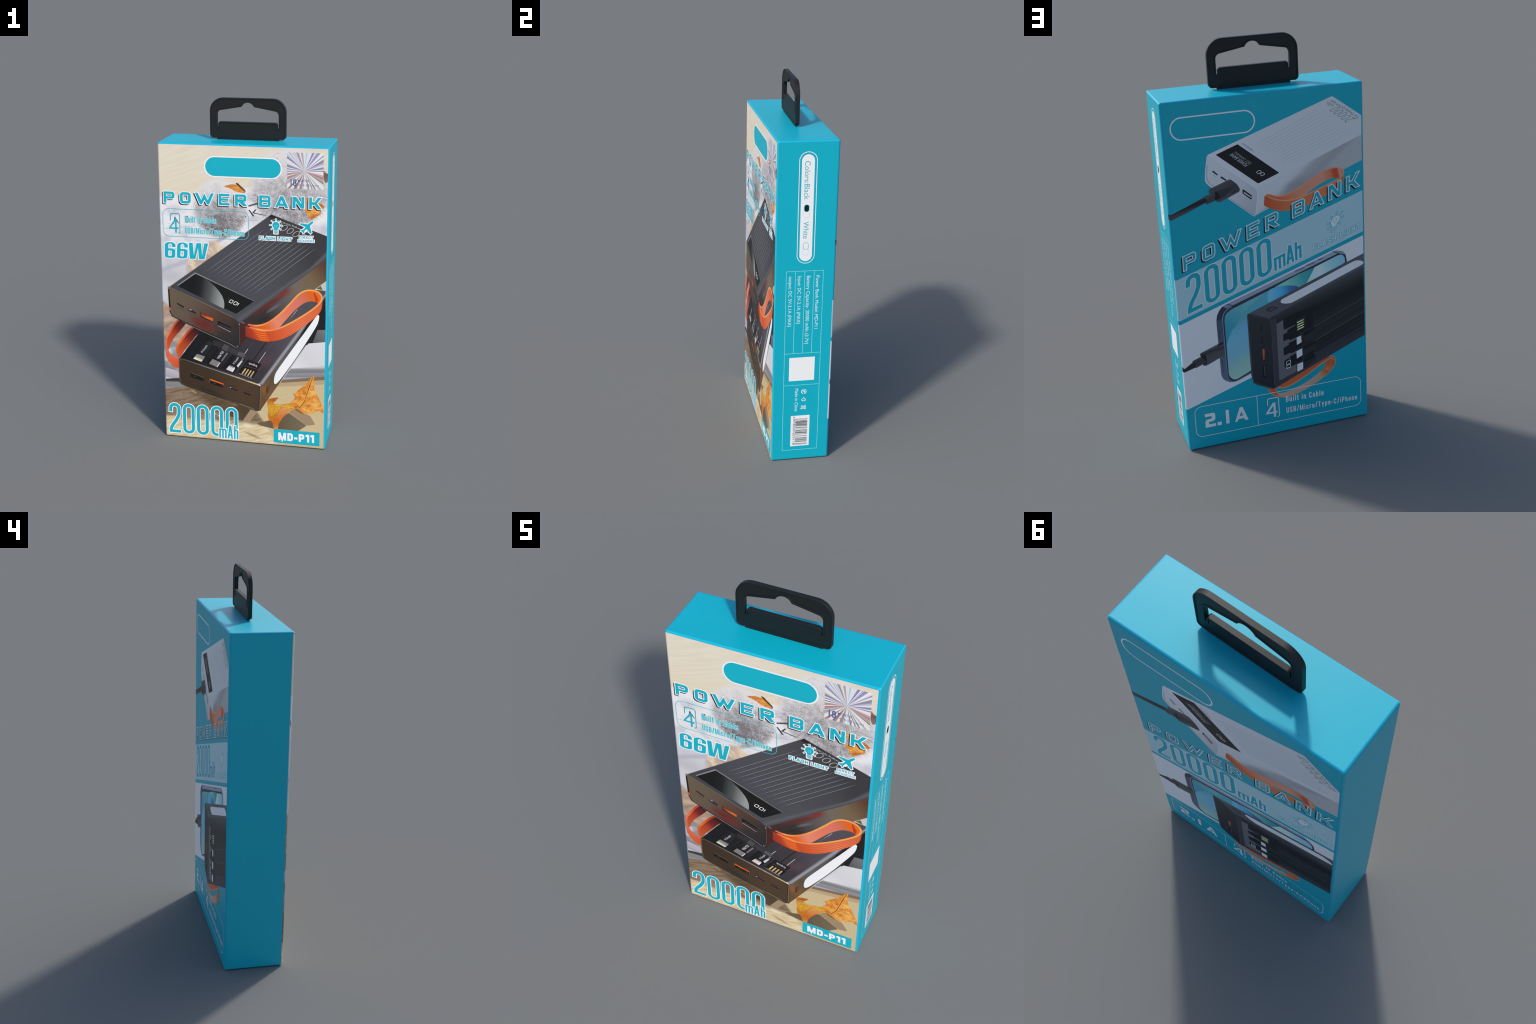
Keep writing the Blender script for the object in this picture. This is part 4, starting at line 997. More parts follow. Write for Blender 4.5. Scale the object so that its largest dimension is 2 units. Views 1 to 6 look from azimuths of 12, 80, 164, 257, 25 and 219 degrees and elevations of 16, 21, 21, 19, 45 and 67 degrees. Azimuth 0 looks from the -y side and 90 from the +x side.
P.add(S([(-141, 736.3), (-72.6, 707.8), (-73.3, 697), (-139.8, 724.8)]), dk(58, 56, 58), 14)
P.add(stroke([(-148.9, 720.6), (-74.2, 688.2)], 2.6), dk(184, 174, 176), 15)
for a, b in (((-382.8, 818.3), (-351, 803.6)), ((-316.1, 788.6), (-281.6, 772.9)), ((-228.4, 742.4), (-202.3, 732))):
    P.add(stroke([a, b], 2.2), dk(66, 54, 50), 13)
# screen, its glare, the figures
P.add(S(rounded([(-278.2, 1031.6), (-387.1, 947.1), (-42.1, 796.5), (62.7, 883.5)], [5, 4, 7, 4])), dk(138, 134, 138), 10)
P.add(S(rounded([(-275.5, 1023.3), (-381.6, 943.7), (-42.1, 797.4), (61.9, 881.5)], [5, 4, 7, 4])), dk(33, 33, 34), 11)
glare = spline([(-208.4, 994.1), (-164.4, 955.7), (-128.8, 912.4), (-112.6, 873.5), (-110.2, 843.6), (-113.2, 825.3)], 5)
P.add(S(glare + [(-43.8, 798.4), (-381.6, 943.7), (-275.5, 1023.3)][1:] ), grad('screen_glare_ink', 'front', (-291.1, 925), (-123.5, 895.6), [(0, (33, 33, 34)), (.25, (40, 41, 43)), (.6, (84, 87, 88)), (1, (150, 152, 152))], spots=[((-319.8, 900.3), 30, 40, 0, (34, 34, 36), .7)]), 12)
for q in ([(-70.8, 882.5), (-55.5, 876.7), (-68.2, 860.7), (-84, 866.8)], [(-46.4, 873.5), (-31.2, 867.4), (-43.3, 850.9), (-59.3, 857)]):
    P.add(stroke(rounded(q, 4), 3.2, True), dk(236, 236, 236), 13)
P.add(stroke([(-23.7, 865), (-34.4, 849.5)], 3.4), dk(236, 236, 236), 13)
P.add(S(ellipse((-81.8, 885.5), 3, 2.6, -20, 12)), dk(96, 96, 98), 13)
# twelve grooves, evenly spaced between the first and the last
g0, g1 = ((-216, 1037.3), (139.6, 1314.3)), ((46.3, 910.8), (415.6, 1215.2))
for i in range(12):
    a, b = lerp(g0[0], g1[0], i / 11), lerp(g0[1], g1[1], i / 11)
    P.add(needle((a[0] + 1.5, a[1] - 2.6), (b[0] + 1.5, b[1] - 2.6), 3.2), dk(62, 62, 66), 10)
    P.add(needle(a, b, 3.4), dk(118, 121, 126), 11)
P.text('20000', [(364.6, 1278.9), (199.7, 1354.5), (170.4, 1323.4), (330.6, 1244.7)], dk(176, 176, 174), 10, bold=-.022)
P.text('Fast Charging QC/SCP 66W', [(369.7, 1300.8), (170.3, 1369.3), (166.4, 1361), (367.1, 1292.5)], dk(196, 196, 194), 10, bold=.0)
P.done()

# ---- orange strap in front
P = Print('front_strap_picture', 'front', FR)
rim = spline([(26, 739.9), (69, 736.6), (113.3, 745.5), (160.2, 771.8), (214.9, 819.8), (269, 881.4), (317.3, 938), (354.8, 961.3), (389.6, 966.3), (421.8, 960), (443.4, 940.4), (446.4, 918.3), (436.1, 895.2), (412.3, 869.8), (364.3, 829.9), (283.3, 773.2), (215.2, 734.1), (174, 718.2), (132.6, 711.8), (85.6, 714.8), (34.3, 724.1)], 6)
n = len(rim); far, near = rim[:n * 11 // 20], rim[n * 11 // 20:][::-1]
lower_far = spline([(35.7, 719.9), (118.8, 699.8), (174, 706.7), (204.2, 734.8), (237, 771.4), (283, 828.6), (315.3, 861.9), (350.1, 889.6), (385, 900.3), (411.9, 898.7), (424.1, 891.6)], 4)
P.add(S(spline([(34.3, 724.1), (69, 735.2), (113.3, 744.1), (160.2, 770.3), (214.9, 818.3), (269.1, 880), (317.3, 936.6), (354.8, 959.9), (389.6, 964.9), (421.8, 958.6), (442.1, 940.4), (443.8, 918.1), (430.7, 894.9), (420, 894.2), (411.9, 899.2), (385, 901.7), (350.1, 889.6), (315.3, 861.9), (283, 828.6), (237, 771.4), (201.5, 731.7), (146.4, 714.8), (91.1, 716.6)], 4, True)),
      grad('strap_back_ink', 'front', (41.2, 726), (438.2, 931.7), [(0, (214, 84, 36)), (.2, (224, 104, 46)), (.34, (226, 138, 112)), (.5, (226, 124, 98)), (.72, (214, 118, 102)), (.86, (206, 108, 66)), (.90, (226, 100, 36)), (1, (230, 108, 38))]), 17)
P.add(S([(400.5, 951.7), (414.6, 893.8), (420, 894.2), (427.8, 914.3), (405.8, 954.8)]), dk(176, 66, 44), 18)
bottom = spline([(11.7, 667.4), (68.7, 651.3), (113.2, 644.4), (152, 646.2), (215.4, 662.2), (283.9, 700.3), (365, 766.1), (418.4, 816.6), (442.1, 850.7), (450.1, 887.7), (451, 932.6)], 6)
topl = [(12.1, 732.6)] + [p for p in spline([(35.7, 722.7), (85.6, 714.8), (132.6, 711.8), (174, 718.2), (215.2, 734.1), (283.3, 773.2), (364.3, 829.9), (412.3, 869.8), (441.3, 906.8), (451, 932.6)], 6)]
fmat = grad('strap_front_ink', 'front', (11.9, 697.9), (444.4, 876.1), [(0, (146, 56, 48)), (.07, (176, 64, 42)), (.14, (214, 92, 46)), (.235, (222, 96, 44)), (.245, (200, 80, 44)), (.42, (218, 100, 60)), (.7, (234, 124, 84)), (1, (226, 106, 62))])
P.add(ribbon(topl, bottom, 40), fmat, 18)
dl, ll = grad('strap_groove_ink', 'front', (11.9, 697.9), (444.4, 876.1), [(0, (140, 54, 44)), (.2, (196, 78, 40)), (.5, (190, 84, 52)), (1, (190, 88, 60))]), dk(242, 124, 52)
for t in (.18, .36, .54, .72, .90):
    g = between(topl, bottom, t, 60)
    P.add(stroke(g[3:57], 2.2), dl, 19)
    g2 = between(topl, bottom, t - .06, 60)
    k = int(4 + t * 6)
    P.add(stroke(g2[k:14], 3.2), ll, 19)
P.add(stroke(rim, 9.5), grad('strap_edge_ink', 'front', (26, 736.5), (443.3, 948.8), [(0, (222, 110, 86)), (.06, (228, 122, 84)), (.09, (240, 164, 92)), (.27, (236, 132, 84)), (.4, (240, 158, 88)), (1, (240, 166, 92))]), 20)
P.done()

# ---- title and captions
P = Print('title_lettering', 'front', FR)
box = lambda u0, v0, u1, v1: quad_map([(u0, v0), (u1, v0), (u1, v1), (u0, v1)])
glyph = title(box(-450.5, 1428.5, 438, 1493))
P.add([([(x - 6.5, y - 6.5) for x, y in o], [[(x - 6.5, y - 6.5) for x, y in h] for h in hs]) for o, hs in [grow(g, 2.6) for g in glyph]], black, 4)
P.add([grow(g, 4.2) for g in glyph], white, 5)
P.add(glyph, teal, 6)
P.done()

P = Print('name_window', 'front', FR)
P.add(S(rrect(-215, 1584.5, 219.5, 1701, 58, 14)), white, 1)
P.add(S(rrect(-208, 1590.5, 212.5, 1695, 52, 14)), teal, 2)
P.done()

P = Print('hologram_sticker', 'front', FR)
P.add(S([(246.8, 1734.6), (444.9, 1735.5), (446.2, 1537.6), (247.9, 1536.9)]), hologram(), 1)
vio = dk(112, 110, 176)
P.text('18', [(267.5, 1551.9), (298.9, 1551.9), (298.6, 1588.7), (267.3, 1588.3)], dk(96, 104, 150), 2, bold=.03)
P.text('MONTHS', [(306.6, 1577.2), (369.1, 1575.7), (369, 1588.8), (306.5, 1589)], vio, 2, bold=.02)
P.text('+ +18', [(312, 1551.1), (369.4, 1549.4), (369.2, 1565.2), (311.9, 1565.5)], vio, 2, bold=.01)
P.text('months', [(377.2, 1549.7), (421.3, 1554.9), (421.2, 1564.6), (377.1, 1562.9)], vio, 2)
P.done()

lite = flat('pale_teal_ink', ink((88, 196, 214)))
P = Print('cable_badge', 'front', FR)
P.add(stroke(rrect(-458, 1237, 34, 1396, 36, 10), 2.6, True), flat('badge_line_ink', ink((70, 190, 208))), 13)
P.add(stroke(rounded([(-415, 1328.2), (-413.8, 1369), (-360.3, 1368.7), (-360.5, 1260.3)], [0, 12, 10, 0]) + [(-361.6, 1261.6), (-363.9, 1258.2), (-369.6, 1255.7)], 4.6), teal, 13)
four = S([(-386.2, 1341.1), (-378.5, 1340.9), (-378.7, 1288.5), (-369.3, 1288.4), (-369.5, 1280.6), (-378.4, 1280.7), (-379, 1258.5), (-387.9, 1258.3), (-387.6, 1280.3), (-422.4, 1280.8), (-422.2, 1288.6)], [[(-412.5, 1288.2), (-387.4, 1288.3), (-387.7, 1326.7)]])
P.add(four, teal, 13)
halo = flat('caption_halo_ink', ink((196, 228, 232)))
for txt, q in (('Built in Cable', [(-329.6, 1322.6), (-152.8, 1322), (-152.3, 1356.4), (-329.3, 1357)]), ('USB/Micro/Type-C/iPhone', [(-330, 1258.7), (8.3, 1256.8), (9, 1290.2), (-329.7, 1292.2)])):
    P.add(poster(txt, q, .135, 1.5, .15), halo, 13)
    P.add(poster(txt, q, .135, 0, .15), flat('caption_ink', ink((50, 184, 204))), 14)
P.done()

P = Print('watt_lettering', 'front', FR)
def six(w, h, t):
    o = rrect(0, 0, w, h, w * .47, 9)
    bite = [(w * 1.5, h * .695), (w * .97, h * .695)]
    right = [p for p in o if True]
    body = S(rrect(0, 0, w, h * .60, w * .42, 9), [rrect(t, h * .13, w - t, h * .47, (w - 2 * t) * .45, 8)])
    # the stem bends over at the top and ends in the right-hand tip
    k = t * .55
    hook = stroke([(t / 2, h * .30)] + [(w / 2 - (w - t) / 2 * math.cos(a), h * .80 + (h * .20 - k / 1.0) * math.sin(a)) for a in (math.pi * i / 14 for i in range(15))] + [(w - t / 2, h * .69)], t)
    return [body, hook]
def wide_w(w, h):
    return S([(x * w, y * h) for x, y in ((0, 1), (.20, 1), (.31, .22), (.40, 1), (.64, 1), (.745, .22), (.80, 1), (1, 1), (.895, 0), (.60, 0), (.50, .70), (.40, 0), (.105, 0))])
q = [(-454.2, 1108.4), (-210.6, 1110.7), (-199.2, 1204.7), (-451.3, 1202.7)]
f = quad_map(q)
glyph = place(six(.252, 1, .085), lambda x, y: f(x, y)) + place(six(.252, 1, .085), lambda x, y: f(x + .290, y)) + place([wide_w(.445, 1)], lambda x, y: f(x + .558, y))
P.add([grow(g, 5.0) for g in glyph], white, 13)
P.add(glyph, teal, 14)
P.done()

P = Print('flashlight_symbol', 'front', FR)
def bulb(c, s):
    """outline of a lamp: globe, neck, cap"""
    a0 = math.radians(-58)
    p = [(c[0] + s * math.cos(a0 + t), c[1] + s * math.sin(a0 + t)) for t in (math.radians(296) * i / 28 for i in range(29))]
    return S(p + [(c[0] - .50 * s, c[1] - 1.35 * s), (c[0] + .50 * s, c[1] - 1.35 * s)])
def base(c, s):
    out = []
    for i, (w, y) in enumerate(((.55, -1.46), (.55, -1.78), (.44, -2.08))):
        out.append(S(rounded([(c[0] - w * s, c[1] + (y - .24) * s), (c[0] + w * s, c[1] + (y - .24) * s), (c[0] + w * s, c[1] + y * s), (c[0] - w * s, c[1] + y * s)], .09 * s)))
    return out
def rays(c, s, w):
    return [stroke([(c[0] + s * 1.32 * math.cos(t), c[1] + s * 1.32 * math.sin(t)), (c[0] + s * 1.78 * math.cos(t), c[1] + s * 1.78 * math.sin(t))], w) for t in (math.radians(a) for a in (90, 45, 0, -42, 135, 180, 222))]
c = (187, 1328.3); s = 20
P.add([grow(bulb(c, s), 4)], white, 13)
P.add([S(rounded([(c[0] - 15, c[1] - 52), (c[0] + 15, c[1] - 52), (c[0] + 16, c[1] - 24), (c[0] - 16, c[1] - 24)], 5))], white, 13)
P.add([grow(r, 3.2) for r in rays(c, s, 3.6)], white, 13)
P.add([bulb(c, s)] + base(c, s) + rays(c, s, 4), teal, 14)
P.text('17', [(180.6, 1314.4), (195.8, 1314.3), (195.8, 1330), (180, 1330.4)], flat('filament_ink', ink((150, 214, 224))), 15)
q = [(93.8, 1242.8), (274.2, 1243.9), (276, 1262.5), (93.9, 1261.9)]
P.add(poster('FLASH LIGHT', q, .21, 4.2, .16, 1.75, .08), white, 13)
P.add(poster('FLASH LIGHT', q, .21, 0, .16, 1.75, .08), teal, 14)
P.done()

P = Print('aeroplane_symbol', 'front', FR)
plane_pts = [(392.6, 1359.6), (395.3, 1355.2), (375.1, 1333.3), (386.1, 1296.2), (379, 1289.1), (356.8, 1316.3), (344.6, 1303.6), (342.1, 1290.7), (337.6, 1288.9), (335.4, 1299), (324.2, 1301.7), (324.2, 1307.1), (340.5, 1312.8), (352.2, 1326.8), (317.8, 1340.8), (323.8, 1347.5), (363.9, 1342.2), (384.8, 1360.6)]
plane_s = S(rounded(plane_pts, [3, 3, 2, 5, 5, 2, 2, 3, 3, 3, 3, 3, 2, 2, 5, 5, 2, 3], 4))
P.add([grow(S(p), 4) for p in ([(392.6, 1359.6), (395.3, 1355.2), (352.5, 1299.9), (332.7, 1303), (332.6, 1309.7), (384.8, 1360.6)], [(317.8, 1340.8), (323.8, 1347.5), (371.8, 1341.2), (358.9, 1321.8)], [(369.3, 1335.7), (375.1, 1333.3), (386.1, 1296.2), (379, 1289.1), (353.6, 1318.8)], [(324.2, 1301.7), (324.2, 1307.1), (343.1, 1315.6), (348.5, 1307.8), (342.1, 1290.7), (337.6, 1288.9), (334.8, 1297.7)])], white, 13)
P.add(plane_s, teal, 14)
for txt, q in (('DIRECT', [(317.2, 1260.2), (393.4, 1260.9), (393.7, 1276.3), (317.1, 1274.3)]), ('BOARDING', [(309.9, 1241.4), (399.9, 1242.8), (400, 1255), (309.8, 1252.8)])):
    P.add(poster(txt, q, .19, 3.6, .2, 1.7, .1), white, 13)
    P.add(poster(txt, q, .19, 0, .2, 1.7, .1), teal, 14)
P.done()

P = Print('capacity_lettering', 'front', FR)
glyph = []
for i, u in enumerate((-457, -373, -288, -201, -113)):
    w = 72 if i else 70
    glyph += place(digit('0' if i else '2', w, 190, 19), lambda x, y, u=u: (u + 2.2 + x, 26 + y))
P.add([grow(g, 4.6) for g in glyph], white, 3)
P.add(glyph, teal, 4)
q = [(-150.2, 16.8), (-35.9, 17.1), (-35.2, 101.4), (-149.9, 100.4)]
P.add(poster('mAh', q, .125, 4.6, .10), white, 6)
P.add(poster('mAh', q, .125, 0, .10), teal, 7)
P.done()

P = Print('model_plate', 'front', FR)
P.add(S([(177.2, 104.4), (446.1, 104.7), (446.5, 18.7), (176.5, 19.5)]), teal, 6)
P.add(poster('MD-P11', [(203.5, 36), (415, 37.2), (414.3, 86.5), (202.8, 85.5)], .25, 0, .13, 1.62, .11), white, 7)
P.done()

# ================================================================== BACK PRINT
def kb(*rgb): return solid(rgb, 'back')
wb = flat('back_white_ink', ink((128, 140, 160), 'back'))
END = HW * 1000 - R * 1000 * (1 - math.pi / 2) - .5    # far end of the left edge bend
FLAT = HW * 1000 - R * 1000

P = Print('diagonal_bands', 'back', BK)
SL = (1242 - 926) / 946.0
def band(v_low, v_high, mat, layer):
    """slanting band across the whole face and round the folded edge; v given at the left edge"""
    us = [-END + (END - FLAT) * i / 7 for i in range(8)] + [0, FLAT]
    tmp = bmesh.new()
    lo = [tmp.verts.new((u, v_low + SL * (max(u, -FLAT) + 466), 0)) for u in us]
    hi = [tmp.verts.new((u, v_high + SL * (max(u, -FLAT) + 466), 0)) for u in us]
    for i in range(len(us) - 1):
        tmp.faces.new([lo[i], lo[i + 1], hi[i + 1], hi[i]])
    tmp.normal_update()
    P.take(tmp, P.slot(mat), layer * STEP)
band(718, 928, flat('pale_band_ink', ink((97, 128, 148), 'back')), 1)
band(237, 697, wb, 1)
P.done()

P = Print('name_window', 'back', BK)
P.add(stroke(rrect(-437, 1593, -49, 1694, 50, 14), 6.2, True), wb, 2)
P.done()

# ---- white charger
P = Print('white_power_bank_picture', 'back', BK)
P.add(S([(-119.8, 1308.7), (-67.2, 1334), (52.3, 1379.7), (67.7, 1301.4), (-65.6, 1194.2), (-75.3, 1191.4)]), kb(118, 131, 148), 1)
P.add(S(rounded([(-281.4, 1509.1), (327.4, 1714.2), (469.7, 1608), (475.9, 1588.6), (474.7, 1517.7), (-60.1, 1316.7)], [6, 6, 6, 0, 0, 5])), grad('pale_top_ink', 'back', (-209, 1521.3), (437.3, 1593.1), [(0, (126, 138, 156)), (.3, (120, 133, 150)), (1, (117, 130, 146))]), 3)
P.add(S([(-67.2, 1334), (198, 1461.7), (475.4, 1561.9), (473.2, 1392.6), (-47, 1199.4), (-65.8, 1191.4)]), grad('pale_side_ink', 'back', (26.9, 1307.1), (107.7, 1210.2), [(0, (118, 131, 148)), (.18, (116, 128, 144)), (.42, (98, 108, 122)), (.75, (92, 101, 116)), (1, (102, 112, 126))],
      spots=[((128.6, 1309.5), 95, 45, 26, (84, 92, 104), .7), ((377.3, 1410.5), 120, 45, 26, (101, 112, 124), .7)]), 2)
P.add(S(rounded([(-281.3, 1510.1), (-64.7, 1329.6), (-50.3, 1307.2), (-65.3, 1185.8), (-287.8, 1372.2), (-298.4, 1404.2)], [9, 8, 8, 16, 14, 10])), grad('pale_end_ink', 'back', (-282.9, 1437.8), (-71, 1219.8), [(0, (122, 135, 153)), (.6, (116, 128, 145)), (1, (104, 116, 134))]), 5)
P.add(stroke(spline([(-282.2, 1464), (-288.2, 1408.2), (-279.4, 1379.1), (-249.9, 1351), (-187.7, 1291.2), (-90.8, 1206.1)], 5), 3.2), kb(92, 102, 116), 6)
P.add(stroke(spline([(-284.9, 1480.1), (-295.6, 1407.8), (-285.2, 1371.9), (-195.6, 1293.6), (-85.9, 1197.1), (-75.3, 1191.4), (-67.9, 1197.3), (-64, 1218.8), (-52.9, 1299.4), (-67.5, 1328.6), (-141.3, 1392.4), (-216.3, 1455.4)], 5), 3), kb(132, 144, 164), 6)
P.add(S(rounded([(-134.8, 1542.8), (-239.3, 1506.3), (-48.2, 1344.3), (56.5, 1382.4)], [3, 3, 6, 3])), kb(23, 24, 27), 6)
grove = [((-53.3, 1528), (276.1, 1661.5)), ((70.4, 1416.3), (430.6, 1537.8))]
for i in range(11):
    a, b = lerp(grove[0][0], grove[1][0], i / 10), lerp(grove[0][1], grove[1][1], i / 10)
    P.add(needle(a, b, 2.4), kb(105, 118, 136), 5)
    P.add(needle((a[0] + 1, a[1] - 2.4), (b[0] + 1, b[1] - 2.4), 2), kb(128, 141, 157), 5)
ink2 = kb(62, 68, 78)
P.text('MEIDOU', [(-59.9, 1505.1), (-107.8, 1545.7), (-117.3, 1541.2), (-68.2, 1500.4)], ink2, 5)
P.text('20000', [(442.9, 1592.4), (355.7, 1663.1), (305.9, 1650.4), (393.8, 1579.5)], ink2, 5, bold=-.024)
P.text('mAh', [(336.6, 1670.5), (305.8, 1692.7), (295.8, 1678.9), (325.4, 1661.2)], ink2, 5, bold=-.01)
P.text('Fast Charging QC/SCP 66W', [(458.4, 1601.3), (325.1, 1699.1), (315.3, 1692.4), (448.5, 1594.4)], ink2, 5, bold=.0)
lt = kb(116, 126, 142)
P.text('POWER BANK', [(-87.7, 1439.9), (-161.7, 1504.8), (-179.2, 1498.7), (-105.4, 1432.9)], lt, 7, bold=-.006)
P.text('FAST CHARGING', [(-71.8, 1447.1), (-144.3, 1510), (-156.3, 1506.3), (-85, 1440.9)], kb(100, 110, 125), 7, bold=-.012)
for q in ([(-38.8, 1407.7), (-28.5, 1399.3), (-43, 1390), (-54.8, 1399.6)], [(-23.8, 1396), (-13, 1387.1), (-26.4, 1378.1), (-37.8, 1387.7)]):
    P.add(stroke(rounded(q, 4), 2.6, True), lt, 7)
P.add(stroke([(-13, 1385.1), (-29.5, 1378.5)], 2.6), lt, 7)
P.add(S(rounded([(-261, 1433.6), (-254.5, 1432.7), (-237, 1414.5), (-239.3, 1408.2), (-260.1, 1428.2)], 2)), kb(26, 28, 32), 6)
P.add(S(rounded([(-224.8, 1401), (-218.7, 1401.5), (-197.6, 1382.6), (-199.3, 1376.2), (-223.2, 1394.1)], 2)), kb(26, 28, 34), 6)
P.add(S(rounded([(-125.1, 1325.7), (-118.8, 1324.8), (-81.8, 1291.2), (-84.9, 1269.8), (-125.2, 1306.8)], 2)), kb(24, 26, 30), 6)
P.add(S([(-118.8, 1315.4), (-84.8, 1284.8), (-86, 1279.5), (-119.3, 1307.3)]), kb(112, 122, 138), 7)
P.add(stroke([(-259.8, 1414.9), (-242.5, 1399.4)], 2), kb(98, 108, 122), 6)
P.add(stroke([(-115.8, 1285.1), (-97.9, 1269.7)], 2), kb(98, 108, 122), 6)
P.done()

P = Print('charging_cable_picture', 'back', BK)
wire = grad('wire_ink', 'back', (-390.5, 1293.1), (-382.8, 1259.7), [(0, (40, 44, 50)), (.3, (26, 29, 33)), (.6, (26, 28, 32)), (1, (44, 46, 54))])
P.add(S([(-481.9, 1256.6), (-470.8, 1249.6), (-386.3, 1281.7), (-310.6, 1312.6), (-284.1, 1315.6), (-280.4, 1293.5), (-293.9, 1290), (-388.6, 1252.4), (-470.6, 1223.2), (-482.9, 1229.9)]), wire, 6)
P.add(S(rounded([(-313.5, 1314.9), (-261.9, 1331.3), (-237.4, 1303.6), (-256.9, 1290.2), (-297.4, 1277.6), (-305.1, 1280.8), (-293.7, 1292.7), (-300.7, 1304.5)], [5, 3, 3, 3, 6, 4, 4, 3])), grad('sleeve_ink', 'back', (-289.3, 1316.3), (-273.4, 1281.7), [(0, (50, 55, 63)), (.4, (38, 42, 48)), (1, (44, 48, 56))]), 7)
P.add(S(rounded([(-284.5, 1345.1), (-276.2, 1350.7), (-184.3, 1382.7), (-176.5, 1380.6), (-150.1, 1357.4), (-135.9, 1329.9), (-139.3, 1318.2), (-200.9, 1293), (-232.3, 1281.8), (-241.7, 1280.4), (-256.8, 1291.5), (-256.7, 1311.7), (-283.1, 1328.8)], [6, 6, 8, 8, 14, 14, 10, 0, 6, 8, 10, 6, 8])), grad('plug_body_ink', 'back', (-235.7, 1365.1), (-206, 1296.5), [(0, (48, 52, 60)), (.35, (44, 48, 56)), (.65, (36, 40, 46)), (1, (46, 50, 58))]), 8)
P.add(S(spline([(-255.1, 1333), (-176.2, 1344.9), (-176.8, 1335.6), (-199.5, 1314.5), (-232.5, 1297.5), (-236.7, 1314.3)], 4, True)), kb(34, 37, 43), 9)
P.add(S(spline([(-255.1, 1333), (-241.1, 1325.7), (-232, 1305.5), (-235.1, 1297.9), (-254.1, 1292.5), (-258.5, 1303.9), (-255, 1316.9)], 4, True)), kb(23, 25, 29), 10)
P.add(stroke([(-175.4, 1316.5), (-145.4, 1327.2)], 5), kb(27, 29, 34), 10)
P.done()

P = Print('white_bank_strap_picture', 'back', BK)
P.add(S([(-21.3, 1279.7), (-1.3, 1287), (38.5, 1264.4), (43.5, 1254), (-7.8, 1268.2)]), kb(112, 62, 44), 5)
P.add(S(spline([(-1.4, 1286.4), (38.8, 1269.8), (80, 1270.1), (136.1, 1289.8), (192.8, 1321.3), (249.5, 1350.7), (291.9, 1367), (334.1, 1372.9), (364.9, 1362.8), (377.1, 1341.9), (363.8, 1318.9), (346.8, 1318.4), (310.2, 1320.5), (262, 1305), (205, 1274.2), (165.1, 1251.5), (92.6, 1242.9), (38, 1253.4)], 4, True)),
      grad('back_strap_inner', 'back', (11.3, 1268.2), (375.7, 1342.1), [(0, (120, 52, 38)), (.2, (128, 74, 52)), (.35, (122, 88, 80)), (.7, (124, 92, 84)), (.82, (118, 78, 62)), (.87, (116, 48, 34)), (.92, (112, 52, 44)), (.95, (124, 98, 98)), (1, (122, 70, 44))]), 6)
topl = spline([(-20.7, 1280.9), (-7.4, 1276.3), (38, 1253.4), (92.5, 1241.6), (162.2, 1249.1), (232.9, 1273.1), (303.9, 1296.5), (358.1, 1318.2), (375.6, 1339.4)], 5)
bott = spline([(-25.9, 1235), (8.5, 1212.1), (62.7, 1194), (118.2, 1194.3), (188.4, 1205.6), (259.6, 1232.6), (316.8, 1255.3), (365.7, 1282), (372.2, 1315)], 5)
P.add(ribbon(topl, bott, 36), grad('back_strap_face', 'back', (-24.6, 1259.6), (369.2, 1309.8), [(0, (116, 48, 36)), (.1, (118, 62, 42)), (.3, (122, 76, 56)), (1, (130, 80, 58))]), 7)
for t in (.18, .34, .5, .66, .82):
    P.add(stroke(between(topl, bott, t, 36)[1:-1], 1.6), kb(102, 58, 44), 8)
P.add(stroke(spline([(-19.5, 1278), (-1.4, 1285.1), (38.8, 1270.4), (80, 1270.6), (136.1, 1290.3), (192.8, 1321.8), (249.5, 1350.7), (291.9, 1367), (334.1, 1371.8), (362, 1363.2), (375.1, 1343.6), (358.1, 1319.6), (303.9, 1296.5), (232.9, 1273.1), (162.2, 1249.7), (92.5, 1242.4), (38, 1253.4), (-4.7, 1275.9)], 5), 6), kb(128, 96, 82), 9)
P.done()

P = Print('title_lettering', 'back', BK)
q = [(-432.8, 966.1), (454.5, 1264.8), (455.8, 1339.3), (-431.2, 1039.4)]
f = quad_map(q)
glyph = title(f)
P.add([([(x - 7, y - 7) for x, y in o], [[(x - 7, y - 7) for x, y in h] for h in hs]) for o, hs in [grow(g, 1.2) for g in glyph]], flat('back_black_ink', ink((20, 20, 22), 'back')), 10)
P.add([grow(g, 2.2) for g in glyph], wb, 11)
P.add([grow(g, -2.2) for g in glyph], teal, 12)
P.done()

P = Print('capacity_lettering', 'back', BK)
sl = SL
glyph = []
for i, u0 in enumerate((-428.5, -338, -250.5, -163, -75.5)):
    w = 73
    glyph += place(digit('0' if i else '2', w, 192, 21.5), lambda x, y, u0=u0: (u0 + x, 745.5 + y * .988 + sl * (u0 + x + 432)))
P.add([grow(g, 3.4) for g in glyph], wb, 3)
P.add([grow(g, 0.2) for g in glyph], teal, 4)
q = [(9.6, 894), (149.4, 943.7), (150.8, 1036.3), (10.3, 986.9)]
q[2] = (q[1][0], q[1][1] + q[3][1] - q[0][1]); q[3] = (q[0][0], q[3][1])
P.add(poster('mAh', q, .155, 3.4, .07, 1.25), wb, 3)
P.add(poster('mAh', q, .155, -.2, .07, 1.25), teal, 4)
P.done()

